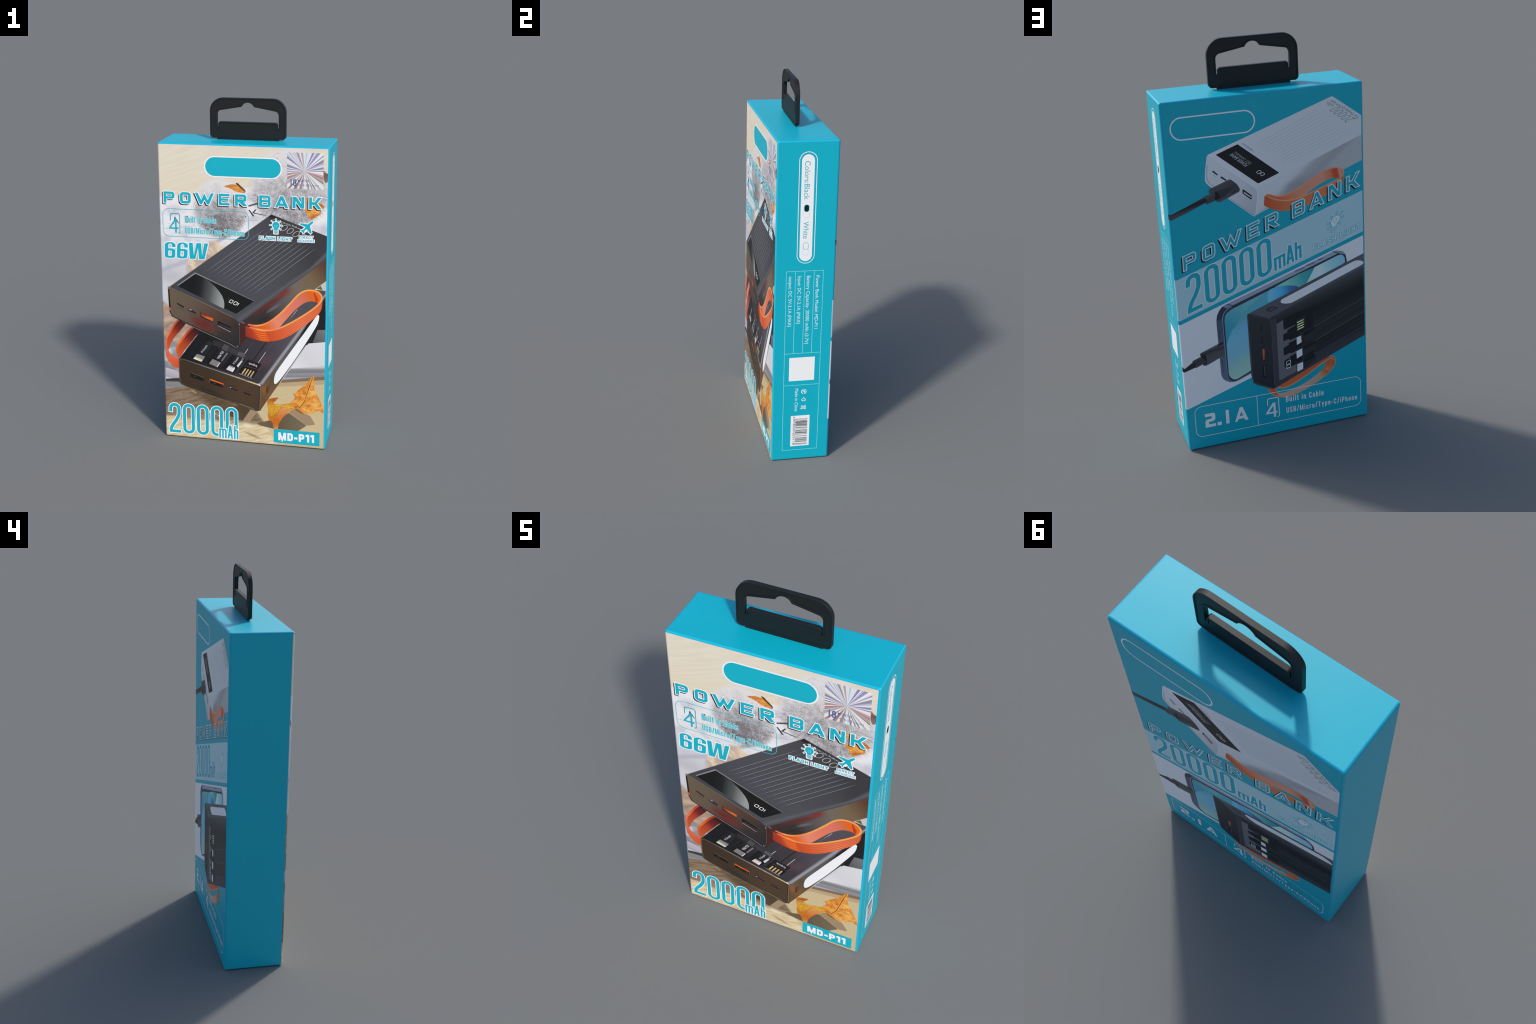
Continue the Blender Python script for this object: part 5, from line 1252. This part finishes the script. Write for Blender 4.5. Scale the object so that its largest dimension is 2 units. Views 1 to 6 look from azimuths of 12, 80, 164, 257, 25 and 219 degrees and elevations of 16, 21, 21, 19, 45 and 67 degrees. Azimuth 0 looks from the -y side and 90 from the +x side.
P = Print('flashlight_symbol', 'back', BK)
sk = lambda c: (lambda p: (p[0], p[1] + SL * (p[0] - c[0])))
c = (327, 1107.1); s = 24
def skew(sh, k=1.0):
    return [([(x + .24 * (y - c[1]), y + SL * (x - c[0])) for x, y in o], [[(x + .24 * (y - c[1]), y + SL * (x - c[0])) for x, y in h] for h in hs]) for o, hs in sh]
line = flat('symbol_line_ink', ink((38, 112, 132), 'back'))
P.add(skew([grow(bulb(c, s), 2.0)] + [grow(b, 2.0) for b in base(c, s)] + [grow(r, 2.4) for r in rays(c, s, 5.6)]), line, 3)
P.add(skew([grow(bulb(c, s), -1.2)]), wb, 4)
P.add(skew([grow(b, -.8) for b in base(c, s)] + [grow(r, -.6) for r in rays(c, s, 5.2)]), flat('symbol_fill_ink', ink((118, 136, 156), 'back')), 4)
P.text('17', [(320.9, 1092.9), (334.7, 1095.7), (337.3, 1118.2), (317.1, 1112)], line, 5)
q = [(210.3, 967), (453.1, 1049.1), (453.5, 1073.9), (209.5, 995.5)]
P.add(poster('FLASH LIGHT', q, .17, 2.3, .24, 1.6, .1), line, 3)
P.add(poster('FLASH LIGHT', q, .17, -.2, .24, 1.6, .1), flat('caption_fill_ink', ink((122, 138, 158), 'back')), 4)
P.done()

# ---- telephone
P = Print('telephone_picture', 'back', BK)
P.add(S(rounded([(-237, 765.5), (330, 951.8), (363.2, 942.1), (377.3, 919.3), (380, 883.4), (242.1, 781.6), (-134, 371.1), (-201.9, 344.4), (-247.9, 342), (-280.7, 363.8), (-290.2, 390.6), (-294.6, 679.5), (-291.9, 704.1), (-280.3, 731.5), (-262.1, 754.7)], [8, 6, 10, 8, 0, 0, 0, 6, 8, 14, 10, 10, 8, 8, 8])), grad('phone_side_ink', 'back', (-296, 629.1), (-280.5, 366.8), [(0, (44, 54, 74)), (1, (56, 68, 90))]), 3)
P.add(S([(-289.9, 712.6), (-277.2, 736.8), (-259.4, 754.2), (-238.1, 741.6), (-253.4, 720.7), (-263.6, 693), (-292, 683.4)]), kb(33, 40, 54), 4)
P.add(S([(-235.1, 765.1), (309.6, 948.3), (336.8, 936), (-205.4, 752.8)]), grad('phone_top_ink', 'back', (-225.8, 760), (319.7, 946.1), [(0, (86, 98, 124)), (1, (88, 104, 130))]), 4)
P.add(S([(-256.7, 753.7), (-236.6, 764.2), (-212.3, 753.1), (-238, 743)]), kb(74, 86, 116), 5)
P.add(stroke([(-236.5, 764.8), (-208.3, 751.5)], 4.5), kb(36, 50, 76), 6)
P.add(stroke([(308.2, 949.1), (336.8, 936)], 4.5), kb(38, 54, 92), 6)
P.add(S(rounded([(312.5, 950.1), (331.4, 951.5), (363.2, 941.5), (377.3, 922.2), (339.7, 935.6)], 4)), kb(80, 90, 108), 5)
P.add(S(rounded([(-264.4, 681.3), (-260.2, 722), (-232.2, 746.4), (-201.1, 755.5), (342.7, 937.1), (368.7, 929.5), (380.4, 901.1), (381.1, 883.2), (212.2, 756.9), (-130.7, 379.8), (-219.1, 344.8), (-239.1, 345.8), (-254.8, 367.8), (-261.8, 391), (-262.3, 673.6)], [8, 20, 16, 8, 20, 22, 10, 0, 0, 0, 14, 14, 10, 6, 0])), kb(36, 39, 46), 5)
P.add(stroke(spline([(-263.8, 669.3), (-258.1, 712.7), (-235.6, 738.2), (-212.6, 748.8)], 5), 3), kb(80, 104, 146), 6)
P.add(stroke([(-263.6, 694.6), (-263, 622.9), (-259.4, 384.3)], 3), kb(68, 92, 134), 6)
P.add(stroke(spline([(-259.4, 384.3), (-250, 354.3), (-236.4, 343.7), (-213.4, 343.6), (-135.3, 374.5)], 5), 2.4), kb(64, 86, 132), 6)
scr = rounded([(-254, 679.4), (-249.9, 711.2), (-219.3, 732.3), (336.6, 925.8), (357, 926.9), (369.8, 911.6), (372.4, 884.7), (212.2, 756.9), (-133.1, 388.1), (-212.9, 352.9), (-230, 353.9), (-247.3, 372.5), (-251.9, 388.9), (-254, 672)], [8, 16, 14, 12, 12, 14, 0, 0, 0, 10, 10, 10, 6, 0])
P.add(S(scr), grad('phone_screen_ink', 'back', (-249.9, 650.4), (-153.3, 387.5), [(0, (52, 108, 130)), (.25, (66, 116, 146)), (.6, (72, 116, 142)), (.85, (88, 122, 130)), (1, (88, 128, 132))], spots=[((-139.7, 614.8), 80, 70, 30, (66, 112, 150), .8)]), 6)
P.add(S(spline([(-252.6, 671.8), (-251.9, 620.9), (-252.2, 554.6), (-237.1, 591), (-208.7, 639.7), (-209.2, 629.2), (-175.1, 679.8), (-135.8, 726.1), (-71.2, 773.8), (-53.5, 788.4), (-128, 763.2), (-219.4, 730.8), (-247.7, 701.9)], 3, True)), grad('screen_teal_ink', 'back', (-252.2, 575.8), (-128.9, 748.6), [(0, (32, 98, 124)), (.4, (40, 100, 124)), (1, (64, 114, 132))]), 7)
P.add(S([(7.8, 813), (129.5, 859.9), (214.2, 882.6), (169, 806), (126.6, 789.6)]), grad('screen_green_ink', 'back', (56.8, 828.1), (201.5, 865.6), [(0, (76, 130, 134)), (.6, (42, 104, 116)), (1, (38, 94, 112))]), 7)
P.add(S(spline([(10.6, 811), (47.6, 812.6), (92.9, 805.7), (126.6, 789.6), (62.3, 762.1), (10.4, 750.4), (-29.9, 739.7), (-27, 795.4)], 3, True)), grad('screen_violet_ink', 'back', (-16.4, 781.8), (126.8, 792.5), [(0, (66, 122, 158)), (.4, (44, 110, 152)), (.7, (40, 74, 120)), (1, (42, 48, 96))]), 8)
P.add(S(rounded([(169, 806), (214.2, 882.6), (336.6, 925.2), (357, 926.1), (369.8, 910.2), (371.7, 881.8)], [0, 0, 10, 12, 10, 0])), grad('screen_mint_ink', 'back', (186, 835.7), (371, 902.6), [(0, (108, 144, 158)), (.3, (116, 146, 156)), (.6, (92, 132, 152)), (1, (76, 122, 152))]), 7)
for a, b in (((116.5, 876.8), (162.7, 889)), ((171.6, 896.4), (217.4, 907.6)), ((234.4, 916.5), (258.2, 923.2))):
    P.add(stroke([(a[0] - 1, a[1] + 3), a, b], 3.2), kb(28, 32, 42), 6)
for i in range(4):
    P.add(S(ellipse(lerp((-282.2, 627.4), (-280.6, 590.2), i / 3), 2, 2.6, 0, 10)), kb(24, 28, 36), 6)
for i in range(6):
    P.add(S(ellipse(lerp((-279.6, 470.1), (-278.1, 410.4), i / 5), 2, 2.6, 0, 10)), kb(24, 28, 36), 6)
P.done()

P = Print('phone_cable_picture', 'back', BK)
P.add(S([(-481.1, 473.8), (-469.2, 460.2), (-431.7, 485.2), (-406.1, 493.7), (-403.1, 461.2), (-417.2, 457.9), (-469.9, 442), (-481.4, 446.5)]), kb(28, 31, 36), 4)
P.add(S(rounded([(-431.9, 489.8), (-423.9, 496.7), (-386.7, 510.5), (-359, 490.5), (-380.3, 467.3), (-411.9, 454.7), (-420, 458.5), (-408, 469.8), (-413.9, 483.1)], [5, 5, 2, 3, 3, 6, 4, 4, 3])), grad('sleeve_two_ink', 'back', (-408.1, 503.3), (-397.7, 458.5), [(0, (46, 50, 56)), (.4, (34, 38, 43)), (1, (46, 50, 58))]), 5)
P.add(S([(-388.2, 509.9), (-361.1, 500), (-346.5, 469.7), (-364, 460.9), (-385.5, 471.4)]), kb(34, 38, 44), 4)
P.add(S(rounded([(-387.2, 529.4), (-376.7, 532.8), (-292.2, 563.8), (-269.3, 570.6), (-264.5, 497.7), (-358.6, 458.3), (-369.8, 457.5), (-380.3, 467.3), (-362.4, 482), (-361.3, 497), (-386.6, 512.6)], [8, 6, 0, 0, 0, 6, 8, 6, 8, 6, 6])), grad('plug_two_ink', 'back', (-334.9, 552.5), (-318.5, 470.2), [(0, (62, 68, 76)), (.25, (34, 38, 44)), (.5, (48, 52, 60)), (1, (48, 53, 62))]), 8)
P.add(S([(-344.8, 531.7), (-295.8, 552.4), (-292.2, 563.8), (-269.3, 570.6), (-268.8, 557.8), (-341.7, 535.6)]), kb(25, 28, 33), 9)
P.add(S(spline([(-385.2, 512.4), (-363.8, 518.8), (-356, 492.9), (-359.2, 469.2), (-374.7, 467.7), (-360.8, 484.7)], 4, True)), kb(24, 27, 31), 9)
P.done()

# ---- black charger
P = Print('black_power_bank_picture', 'back', BK)
P.add(S([(-132.7, 683.9), (-30.7, 724.9), (478.6, 911.9), (475.4, 480.7), (274.5, 388.3), (-20.9, 263.9), (-29.1, 262.6), (-114.6, 305.8), (-133.2, 336.5)]), kb(40, 44, 52), 9)
P.add(S(rounded([(-134.9, 694.8), (-47.7, 726.5), (478.7, 917.8), (479.1, 843.4), (152.5, 713.3), (-20.1, 654.1), (-26.3, 646.5)], [10, 0, 0, 0, 0, 0, 0])), grad('dark_top_ink', 'back', (-21, 693.3), (465, 893.3), [(0, (51, 57, 67)), (.5, (48, 53, 62)), (1, (54, 60, 68))]), 10)
P.add(S([(-25.8, 655.2), (152.8, 722.3), (479.2, 849.4), (475.9, 471.1), (274.4, 386.7), (-22, 260), (-18.2, 634.4), (-28, 667.6)]), grad('dark_flank_ink', 'back', (153.4, 737.2), (259.6, 396), [(0, (44, 49, 57)), (.12, (33, 36, 42)), (.24, (24, 27, 31)), (.5, (31, 35, 40)), (.85, (29, 33, 38)), (.9, (36, 39, 48)), (1, (39, 43, 52))]), 11)
P.add(S(rounded([(-141.3, 684.1), (-134.8, 697.8), (-29.6, 651.7), (-18.2, 622.4), (-19.4, 268.5), (-29.3, 259.4), (-117.6, 303.3), (-130.8, 326.5), (-137.6, 359.3)], [8, 8, 12, 10, 8, 8, 14, 12, 0])), grad('dark_end_ink', 'back', (-109.1, 654.3), (-41.8, 301.8), [(0, (33, 37, 42)), (.5, (31, 34, 41)), (1, (29, 32, 40))]), 12)
P.add(stroke(spline([(-135.2, 691.9), (-137.6, 674.5), (-134.7, 507.5), (-130.3, 335.9), (-114.4, 308.9), (-31.9, 266.3)], 5), 5), kb(44, 48, 57), 13)
P.add(stroke(spline([(-129.8, 688), (-41.1, 650.8), (-24.8, 632.7), (-21.8, 607.9), (-20.4, 271.9)], 5), 1.8), kb(50, 54, 62), 13)
P.add(S([(-19.4, 640.6), (5.4, 648.2), (3, 300.3), (-17.9, 264.9), (-23.7, 294.7)]), kb(39, 43, 52), 12)
P.add(S(rounded([(3.1, 613.8), (42, 630.9), (109.5, 653.4), (96.8, 334.1), (5.3, 299.5)], [6, 0, 0, 0, 4])), kb(62, 68, 79), 12)
# recesses and plugs
for q in ([(39.7, 632.8), (109.8, 662.4), (150.3, 658.1), (152.9, 572.2), (105.4, 556.5), (99.7, 593.8), (45.2, 576.4), (40.2, 581)], [(36.8, 551.1), (59, 560.7), (59.6, 572.8), (101, 589.5), (122.4, 541.1), (115.9, 526.9), (71.5, 513.7), (63.1, 521.5), (39.5, 514.3), (36.1, 518)],
          [(34.8, 477.5), (63.1, 489.1), (63.6, 499.8), (103.7, 513.7), (137.7, 482.4), (95, 447.1), (75.6, 440), (67, 444.8), (38.7, 434.8), (34.6, 440.3)], [(35.9, 405.6), (62.9, 419), (64.6, 423.4), (96, 436), (137.3, 398), (112.9, 380.8), (76.9, 369.1), (44.2, 363.1), (35.8, 371.1)],
          [(105.2, 654.2), (197.8, 679.9), (193.9, 567.7), (131.3, 545.5), (108.1, 549.9)], [(143, 543.3), (199.6, 563.5), (203.1, 494.8), (197.1, 492.8), (140.3, 475.7)], [(140.1, 469.5), (202.7, 482.4), (201.3, 442), (188.5, 416.3), (140.4, 400.6)], [(137.2, 394.9), (188.5, 416.3), (201.6, 407.4), (200.5, 376), (138.2, 344.1)]):
    P.add(S(rounded(q, 3)), kb(24, 26, 30), 13)
for q in ([(108, 617.2), (155.3, 634.4), (154.2, 568.9), (108.1, 551.4)], [(145.2, 524.4), (201.9, 544.6), (200.2, 495.3), (143.5, 481.3)], [(142.3, 450.4), (202.3, 470), (201.2, 438.9), (140.9, 413.1)], [(139.4, 375.5), (199.8, 398.3), (198.9, 373.2), (138.4, 350.4)]):
    P.add(S(rounded(q, 2)), kb(31, 35, 39), 14)
for i in range(4):
    a, b = lerp((110.9, 602.7), (111.6, 564), i / 3), lerp((145.7, 613.9), (145.4, 574.9), i / 3)
    P.add(S([(a[0], a[1] - 3.2), (b[0], b[1] - 3.2), (b[0], b[1] + 3.2), (a[0], a[1] + 3.2)]), kb(138, 150, 112), 15)
for q, rgb in (([(105.5, 522.7), (129.2, 528.4), (130.6, 491.5), (105.2, 480.9)], (130, 142, 158)), ([(101.4, 445.9), (132.3, 457.9), (132.8, 419.4), (102.1, 405)], (128, 140, 155)), ([(103.1, 373.3), (133.7, 380.5), (132.8, 342.1), (105, 331.2), (101.6, 335.7)], (132, 144, 160))):
    P.add(S(rounded(q, 2)), kb(*rgb), 15)
P.add(S([(109.4, 367.3), (114.8, 368.5), (114.2, 340.1), (108.8, 338.7)]), kb(130, 134, 128), 16)
for q in ([(48.2, 398.5), (68.2, 405.5), (68.3, 388.2), (46.5, 380)], [(46.3, 375.3), (67.2, 383.1), (67.4, 366.3), (47.7, 360.8)]):
    P.add(stroke(rounded(q, 3), 2.6, True), kb(140, 152, 166), 16)
P.add(stroke([(47, 359.4), (64.9, 363.7)], 2.4), kb(140, 152, 166), 16)
P.add(S(ellipse((64.2, 414.1), 3, 3, 0, 10)), kb(84, 92, 102), 16)
# flat cables lying in their channels, parallel to the lower edge
d0, d1 = (274.4, 386.7), (475.9, 471.1)
sl4 = (d1[1] - d0[1]) / (d1[0] - d0[0])
for y, w, rgb in ((300, 6, (40, 44, 52)), (330, 3, (22, 24, 28)), (150, 3, (22, 24, 28)), (95, 2, (22, 24, 28)), (20, 3, (22, 24, 28)), (-40, 2, (22, 24, 28)), (545, 7, (40, 44, 53)), (580, 3, (22, 24, 28)), (445, 3, (22, 24, 28)), (800, 7, (38, 42, 51)), (770, 3, (22, 24, 28)), (660, 3, (21, 23, 27)), (610, 3, (25, 28, 32))):
    a = (202.8, 654.7)
    k = ((201.7, 624.4)[1] - (202.8, 654.7)[1]) / 100.0
    p = (a[0], a[1] + k * y)
    e = FLAT - .5
    P.add(stroke([p, (e, p[1] + sl4 * (e - p[0]))], w), kb(*rgb), 14)
# sockets on the end
for q, rgb in (([(-76.6, 625.7), (-70.9, 625.5), (-70.1, 588.2), (-75.8, 588.3)], (22, 24, 28)), ([(-77.8, 562.2), (-72.1, 562.7), (-70.3, 521.1), (-76.7, 520.8)], (20, 22, 36)), ([(-77.9, 498), (-60.4, 491.5), (-60.2, 424.3), (-77.2, 430.8)], (30, 24, 26)), ([(-77.4, 401.8), (-60.2, 396.2), (-59.5, 327.6), (-78.6, 336.2)], (18, 20, 25))):
    P.add(S(rounded(q, 2)), kb(*rgb), 13)
P.add(S([(-73.8, 494.1), (-62.5, 489.7), (-62, 429), (-74.2, 433.9)]), grad('red_socket_ink', 'back', (-73.9, 464.8), (-61.1, 462.3), [(0, (110, 66, 64)), (.6, (98, 56, 54)), (1, (70, 38, 38))]), 14)
P.add(S([(-70.4, 395.8), (-65.6, 394.2), (-64.6, 341.2), (-69.5, 342.3)]), kb(50, 56, 66), 14)
# lamp strip and button
P.add(S(spline([(31.7, 730.2), (38.5, 741), (56, 748.3), (213.9, 805.8), (331.7, 849.9), (408.7, 878.2), (432.3, 882.3), (455.9, 877.6), (467.6, 867.7), (461.5, 856.7), (419.7, 839.8), (241.8, 772.7), (100.7, 719.5), (77.4, 714.6), (51.7, 716.8), (37.6, 722.3)], 3, True)), wb, 13)
P.add(S(spline([(-46.8, 699.5), (-17.1, 713), (17.2, 701.4), (-18.4, 686.9)], 4, True)), kb(38, 42, 50), 13)
P.add(S(spline([(-29.2, 699.3), (-14.6, 705.7), (-2, 701.9), (-16.6, 694)], 4, True)), kb(47, 52, 60), 14)
P.done()

P = Print('black_bank_strap_picture', 'back', BK)
outerp = spline([(274.4, 385.1), (298.3, 377.3), (309.8, 355.9), (296.8, 324.9), (271.7, 294.7), (219.2, 260.5), (148.7, 226.8), (84.8, 204.7), (36.8, 198.8), (-7.1, 213), (-38.6, 234.1), (-54.9, 259.9), (-57.2, 271.5)], 5)
pale = grad('pale_strap_ink', 'back', (-0.6, 226), (288.7, 358.5), [(0, (116, 104, 100)), (.5, (112, 104, 104)), (.72, (112, 98, 88)), (.82, (116, 70, 44)), (.95, (110, 62, 44)), (1, (88, 62, 58))])
P.add(ribbon(outerp, spline([(258.7, 364.4), (245.5, 328.9), (205.3, 295.5), (141, 260.6), (50.1, 231.4), (-3.3, 230.5), (-12.2, 260.5)], 5), 40), pale, 6)
P.add(S([(260, 359.4), (285.9, 365.4), (302.2, 355.8), (287.6, 320.4), (265.9, 302.3), (242.3, 323.1)]), grad('warm_strap_ink', 'back', (264.2, 347.4), (257, 307.4), [(0, (112, 64, 42)), (.6, (120, 74, 46)), (1, (116, 92, 78))]), 7)
tp = spline([(-1.2, 274.1), (107.4, 318.6), (198.4, 357.4), (274.4, 386.7)], 5); bt = spline([(3.9, 257.1), (27.6, 257), (93.7, 273.6), (166.9, 312.9), (228.1, 348.3), (283.2, 378.6)], 5)
P.add(ribbon(tp, bt, 30), grad('lower_strap_face', 'back', (4.3, 266.6), (274.2, 380.4), [(0, (128, 70, 44)), (1, (116, 62, 42))]), 8)
for t in (.3, .5, .7):
    P.add(stroke(between(tp, bt, t, 30)[1:-1], 1.4), kb(102, 52, 36), 9)
edge = kb(122, 92, 80)
P.add(stroke(spline([(-11.8, 268.4), (9.8, 257.5), (39.4, 256.1), (93.7, 273.6), (166.9, 312.9), (228.1, 348.3), (264.8, 366.4), (286, 371.1), (303.7, 355.5)], 5), 6), edge, 9)
P.add(stroke(outerp[:-6], 4.5), edge, 9)
P.add(S([(-58.6, 273.4), (-16.4, 264.6), (-10.5, 234.5), (-1.2, 213.3), (-35.8, 230.3), (-52.2, 256.1)]), kb(118, 68, 48), 8)
for t in (.2, .4, .6, .8):
    P.add(stroke([lerp((-57.2, 271.5), (-16.5, 263), t), lerp((-46.7, 248.6), (-6.7, 220.9), t)], 1.4), kb(98, 54, 40), 9)
P.done()

P = Print('feature_box', 'back', BK)
P.add(stroke(rrect(-438.5, 68.5, 442, 238.5, 36, 10), 3.0, True), wb, 10)
P.add(stroke([(-117, 237), (-117.5, 70)], 3.2), wb, 11)
q = [(-389.6, 114.5), (-163.9, 113.2), (-163.4, 196.6), (-389.6, 197.9)]
q = [q[0], (q[1][0], q[0][1]), (q[1][0], q[0][1] + 78), (q[0][0], q[0][1] + 78)]
f = quad_map(q)
A = lambda ch, w, x0: place([techno(ch, w, .24 if ch == '2' else .2)], lambda x, y: f((x0 + x) * .34, y))
glyph = A('2', .69, 0) + A('.', .29, .80) + A('1', .22, 1.39) + A('A', .92, 1.98)
P.add(glyph, wb, 11)
P.add(stroke(rounded([(-63.1, 168.4), (-63, 208.7), (-5.4, 208.6), (-3, 104.9)], [0, 11, 9, 0]) + [(-4.6, 102), (-7.8, 97.8), (-14.4, 97)], 4.8), wb, 11)
P.add(S([(-36.4, 181.1), (-22.1, 182.2), (-21.7, 130.2), (-13.7, 130.8), (-13.3, 120.3), (-21.6, 120.5), (-22.1, 98.7), (-33.4, 98.6), (-33.5, 120.8), (-73.6, 120.5), (-73.1, 130.1)], [[(-59.8, 129.8), (-33.6, 130.6), (-33.7, 163.7)]]), wb, 12)
for txt, q in (('Built in Cable', [(34.5, 170.5), (238, 168.1), (238.4, 199.6), (33.9, 203.3)]), ('USB/Micro/Type-C/iPhone', [(34, 107.2), (421.5, 104.9), (421.4, 134.7), (33.4, 139.3)])):
    P.add(poster(txt, q, .14, 0, .15), wb, 11)
P.done()

# ================================================================== SIDE PRINT
pale_line = flat('table_line_ink', ink((150, 214, 224), 'side'))
pale_text = flat('table_text_ink', ink((206, 234, 238), 'side'))
ws = flat('side_white_ink', ink((234, 235, 240), 'side'))
P = Print('colour_choice_label', 'side', SD)
P.add(stroke(rrect(-45, 1138.5, 42.5, 1713, 43.5, 14), 3.4, True), ws, 1)
P.add(S(rrect(-33.5, 1149.5, 30.5, 1701, 31.9, 14)), ws, 1)
def down(u0, v0, u1, v1):
    """text box for words that read downwards: baseline on the left at u0, from v0 down to v1"""
    return [(u0, v0), (u0, v1), (u1, v1), (u1, v0)]
P.text('Colors:Black', down((-17.9, 1667.4)[0], (-17.9, 1667.4)[1], (8.9, 1666.6)[0], (-15.4, 1472.3)[1]), teal, 2)
P.text('White', down((-16.6, 1358.3)[0], (-16.6, 1358.3)[1], (9.6, 1357.1)[0], (-16.3, 1269.2)[1]), teal, 2)
for a, b, fill in (((-17.7, 1449.1), (11.5, 1379.3), True), ((-16.8, 1251.1), (12.8, 1179.5), False)):
    u0, v1 = a; u1, v0 = b
    v1 -= 2; w = u1 - u0
    P.add(stroke(rrect(u0 + 1, v0, u1 - 1, v1, w * .46, 10), 1.3, True), pale_line, 2)
    mid = v0 + (v1 - v0) * .46
    if fill:
        P.add(S(rrect(u0 + 1.5, mid - 2, u1 - 1.5, v1, w * .43, 10)), flat('capsule_teal', ink((70, 186, 204), 'side')), 3)
        P.add(S(rrect(u0 + 3.6, mid, u1 - 3.6, v1 - 2.6, w * .36, 10)), flat('capsule_black', ink((27, 28, 31), 'side')), 4)
    else:
        P.add(stroke(rrect(u0 + 2, mid - 1, u1 - 2, v1 - .5, w * .42, 10), 2.2, True), flat('capsule_line', ink((80, 186, 204), 'side')), 3)
P.done()

P = Print('data_table', 'side', SD)
P.add(stroke([(-97, 60), (93.5, 60), (93.5, 1096), (-97, 1096)], 2.0, True), pale_line, 1)
for u in (-50, -2, 46):
    P.add(stroke([(u, 1095), (u, 637.8)], 2.2), pale_line, 1)
for v in (637, 451.5):
    P.add(stroke([(-96, v), (92.5, v)], 2.0), pale_line, 1)
for txt, a, cap, e in (('Power Bank Model: MD-P11', (56.5, 1068.5), (74, 1067.5), (56.5, 773.4)), ('Battery Capacity: 20000 mAh (3.7V)', (9.1, 1068.9), (27, 1067.9), (8.2, 688.6)),
                       ('Input: DC 5V-2.1A (MAX)', (-36.8, 1069.1), (-19.2, 1068.2), (-38.3, 805.4)), ('output: DC 5V-2.1A (MAX)', (-83.4, 1069.5), (-65.9, 1068.5), (-84.2, 791.5))):
    P.text(txt, down(a[0], a[1], cap[0], e[1]), pale_text, 1, bold=.0)
P.add(S([(-70.5, 612.7), (65.5, 612.8), (64.7, 477), (-70.3, 477.1)]), ws, 1)
P.text('Made in China', down((-34.6, 430.3)[0], (-34.6, 430.3)[1], (-17.4, 429)[0], (-34, 295)[1]), pale_text, 1)
P.done()

P = Print('recycling_symbols', 'side', SD)
c = (11.7, 410.2); r = 13.5
for a0, a1, rr, w in ((100, 250, r * .86, 4.2), (-80, 90, r, 3.0)):
    P.add(stroke([(c[0] + rr * math.cos(math.radians(a0 + (a1 - a0) * i / 14)), c[1] + rr * math.sin(math.radians(a0 + (a1 - a0) * i / 14))) for i in range(15)], w), ws, 1)
P.add(S(spline([(c[0] - 6, c[1] + 7), (c[0] + 4, c[1] + 6), (c[0] + 8, c[1] - 2), (c[0] + 2, c[1] - 8), (c[0] + 2, c[1] - 1), (c[0] - 3, c[1] + 2)], 4, True)), ws, 2)
c = (13.1, 363.1)
for k in range(3):
    a = math.radians(120 * k)
    pts = [(-7.5, 5), (-3, 11.5), (4, 11.5), (8, 7.5), (4.5, 5.5), (2, 7), (-1, 7), (-4, 3)]
    P.add(S([(c[0] + x * math.cos(a) - y * math.sin(a), c[1] + x * math.sin(a) + y * math.cos(a)) for x, y in pts]), ws, 1)
c = (12.3, 316.9)
P.add(stroke([(c[0] - 13, c[1] + 11), (c[0] + 13, c[1] - 12)], 2.4), ws, 1)
P.add(stroke([(c[0] - 13, c[1] - 12), (c[0] + 13, c[1] + 12)], 2.4), ws, 2)
P.add(stroke([(c[0] - 11, c[1] - 7), (c[0] + 9, c[1] - 9), (c[0] + 9, c[1] + 9), (c[0] - 11, c[1] + 7)], 2.2, True), ws, 3)
P.add(S(rrect(c[0] + 8, c[1] - 11, c[0] + 12, c[1] + 11, 1.5, 4)), ws, 4)
P.add(S(ellipse((c[0] - 12, c[1] - 6), 3.2, 3.2, 0, 12)), ws, 4)
P.done()

P = Print('barcode', 'side', SD)
q = [(-53.4, 268.2), (48.5, 267.7), (48.2, 81.8), (-53.8, 82.4)]
u0, u1, v1, v0 = q[0][0], q[1][0], q[0][1], q[3][1]
P.add(S([(u0, v0), (u1, v0), (u1, v1), (u0, v1)]), ws, 1)
bar = flat('bar_ink', ink((44, 44, 47), 'side'))
dig = '6978550033113'
LC = ('3211', '2221', '2122', '1411', '1132', '1231', '1114', '1312', '1213', '3112')
runs = [1, 1, 1]
for d in dig[1:7]:
    runs += [int(x) for x in LC[int(d)]]
runs += [1] * 5
for d in dig[7:]:
    runs += [int(x) for x in LC[int(d)]]
runs += [1, 1, 1]
y1, y0 = v1 - (v1 - v0) * .105, v0 + (v1 - v0) * .045
unit = (y1 - y0) / sum(runs); y = y1
for i, n in enumerate(runs):
    on = (i % 2 == 0) if i < 27 else (i % 2 == 0)
    if on:
        guard = i < 3 or 27 <= i < 32 or i > len(runs) - 4
        P.add(S([(u0 + (u1 - u0) * (.13 if guard else .25), y - n * unit * .95), (u0 + (u1 - u0) * .88, y - n * unit * .95), (u0 + (u1 - u0) * .88, y), (u0 + (u1 - u0) * (.13 if guard else .25), y)]), bar, 2)
    y -= n * unit
for txt, a, b in (('6', .03, .075), ('978550', .13, .50), ('033113', .56, .93)):
    P.text(txt, down(u0 + (u1 - u0) * .12, v1 - (v1 - v0) * a, u0 + (u1 - u0) * .235, v1 - (v1 - v0) * b), bar, 3)
P.done()
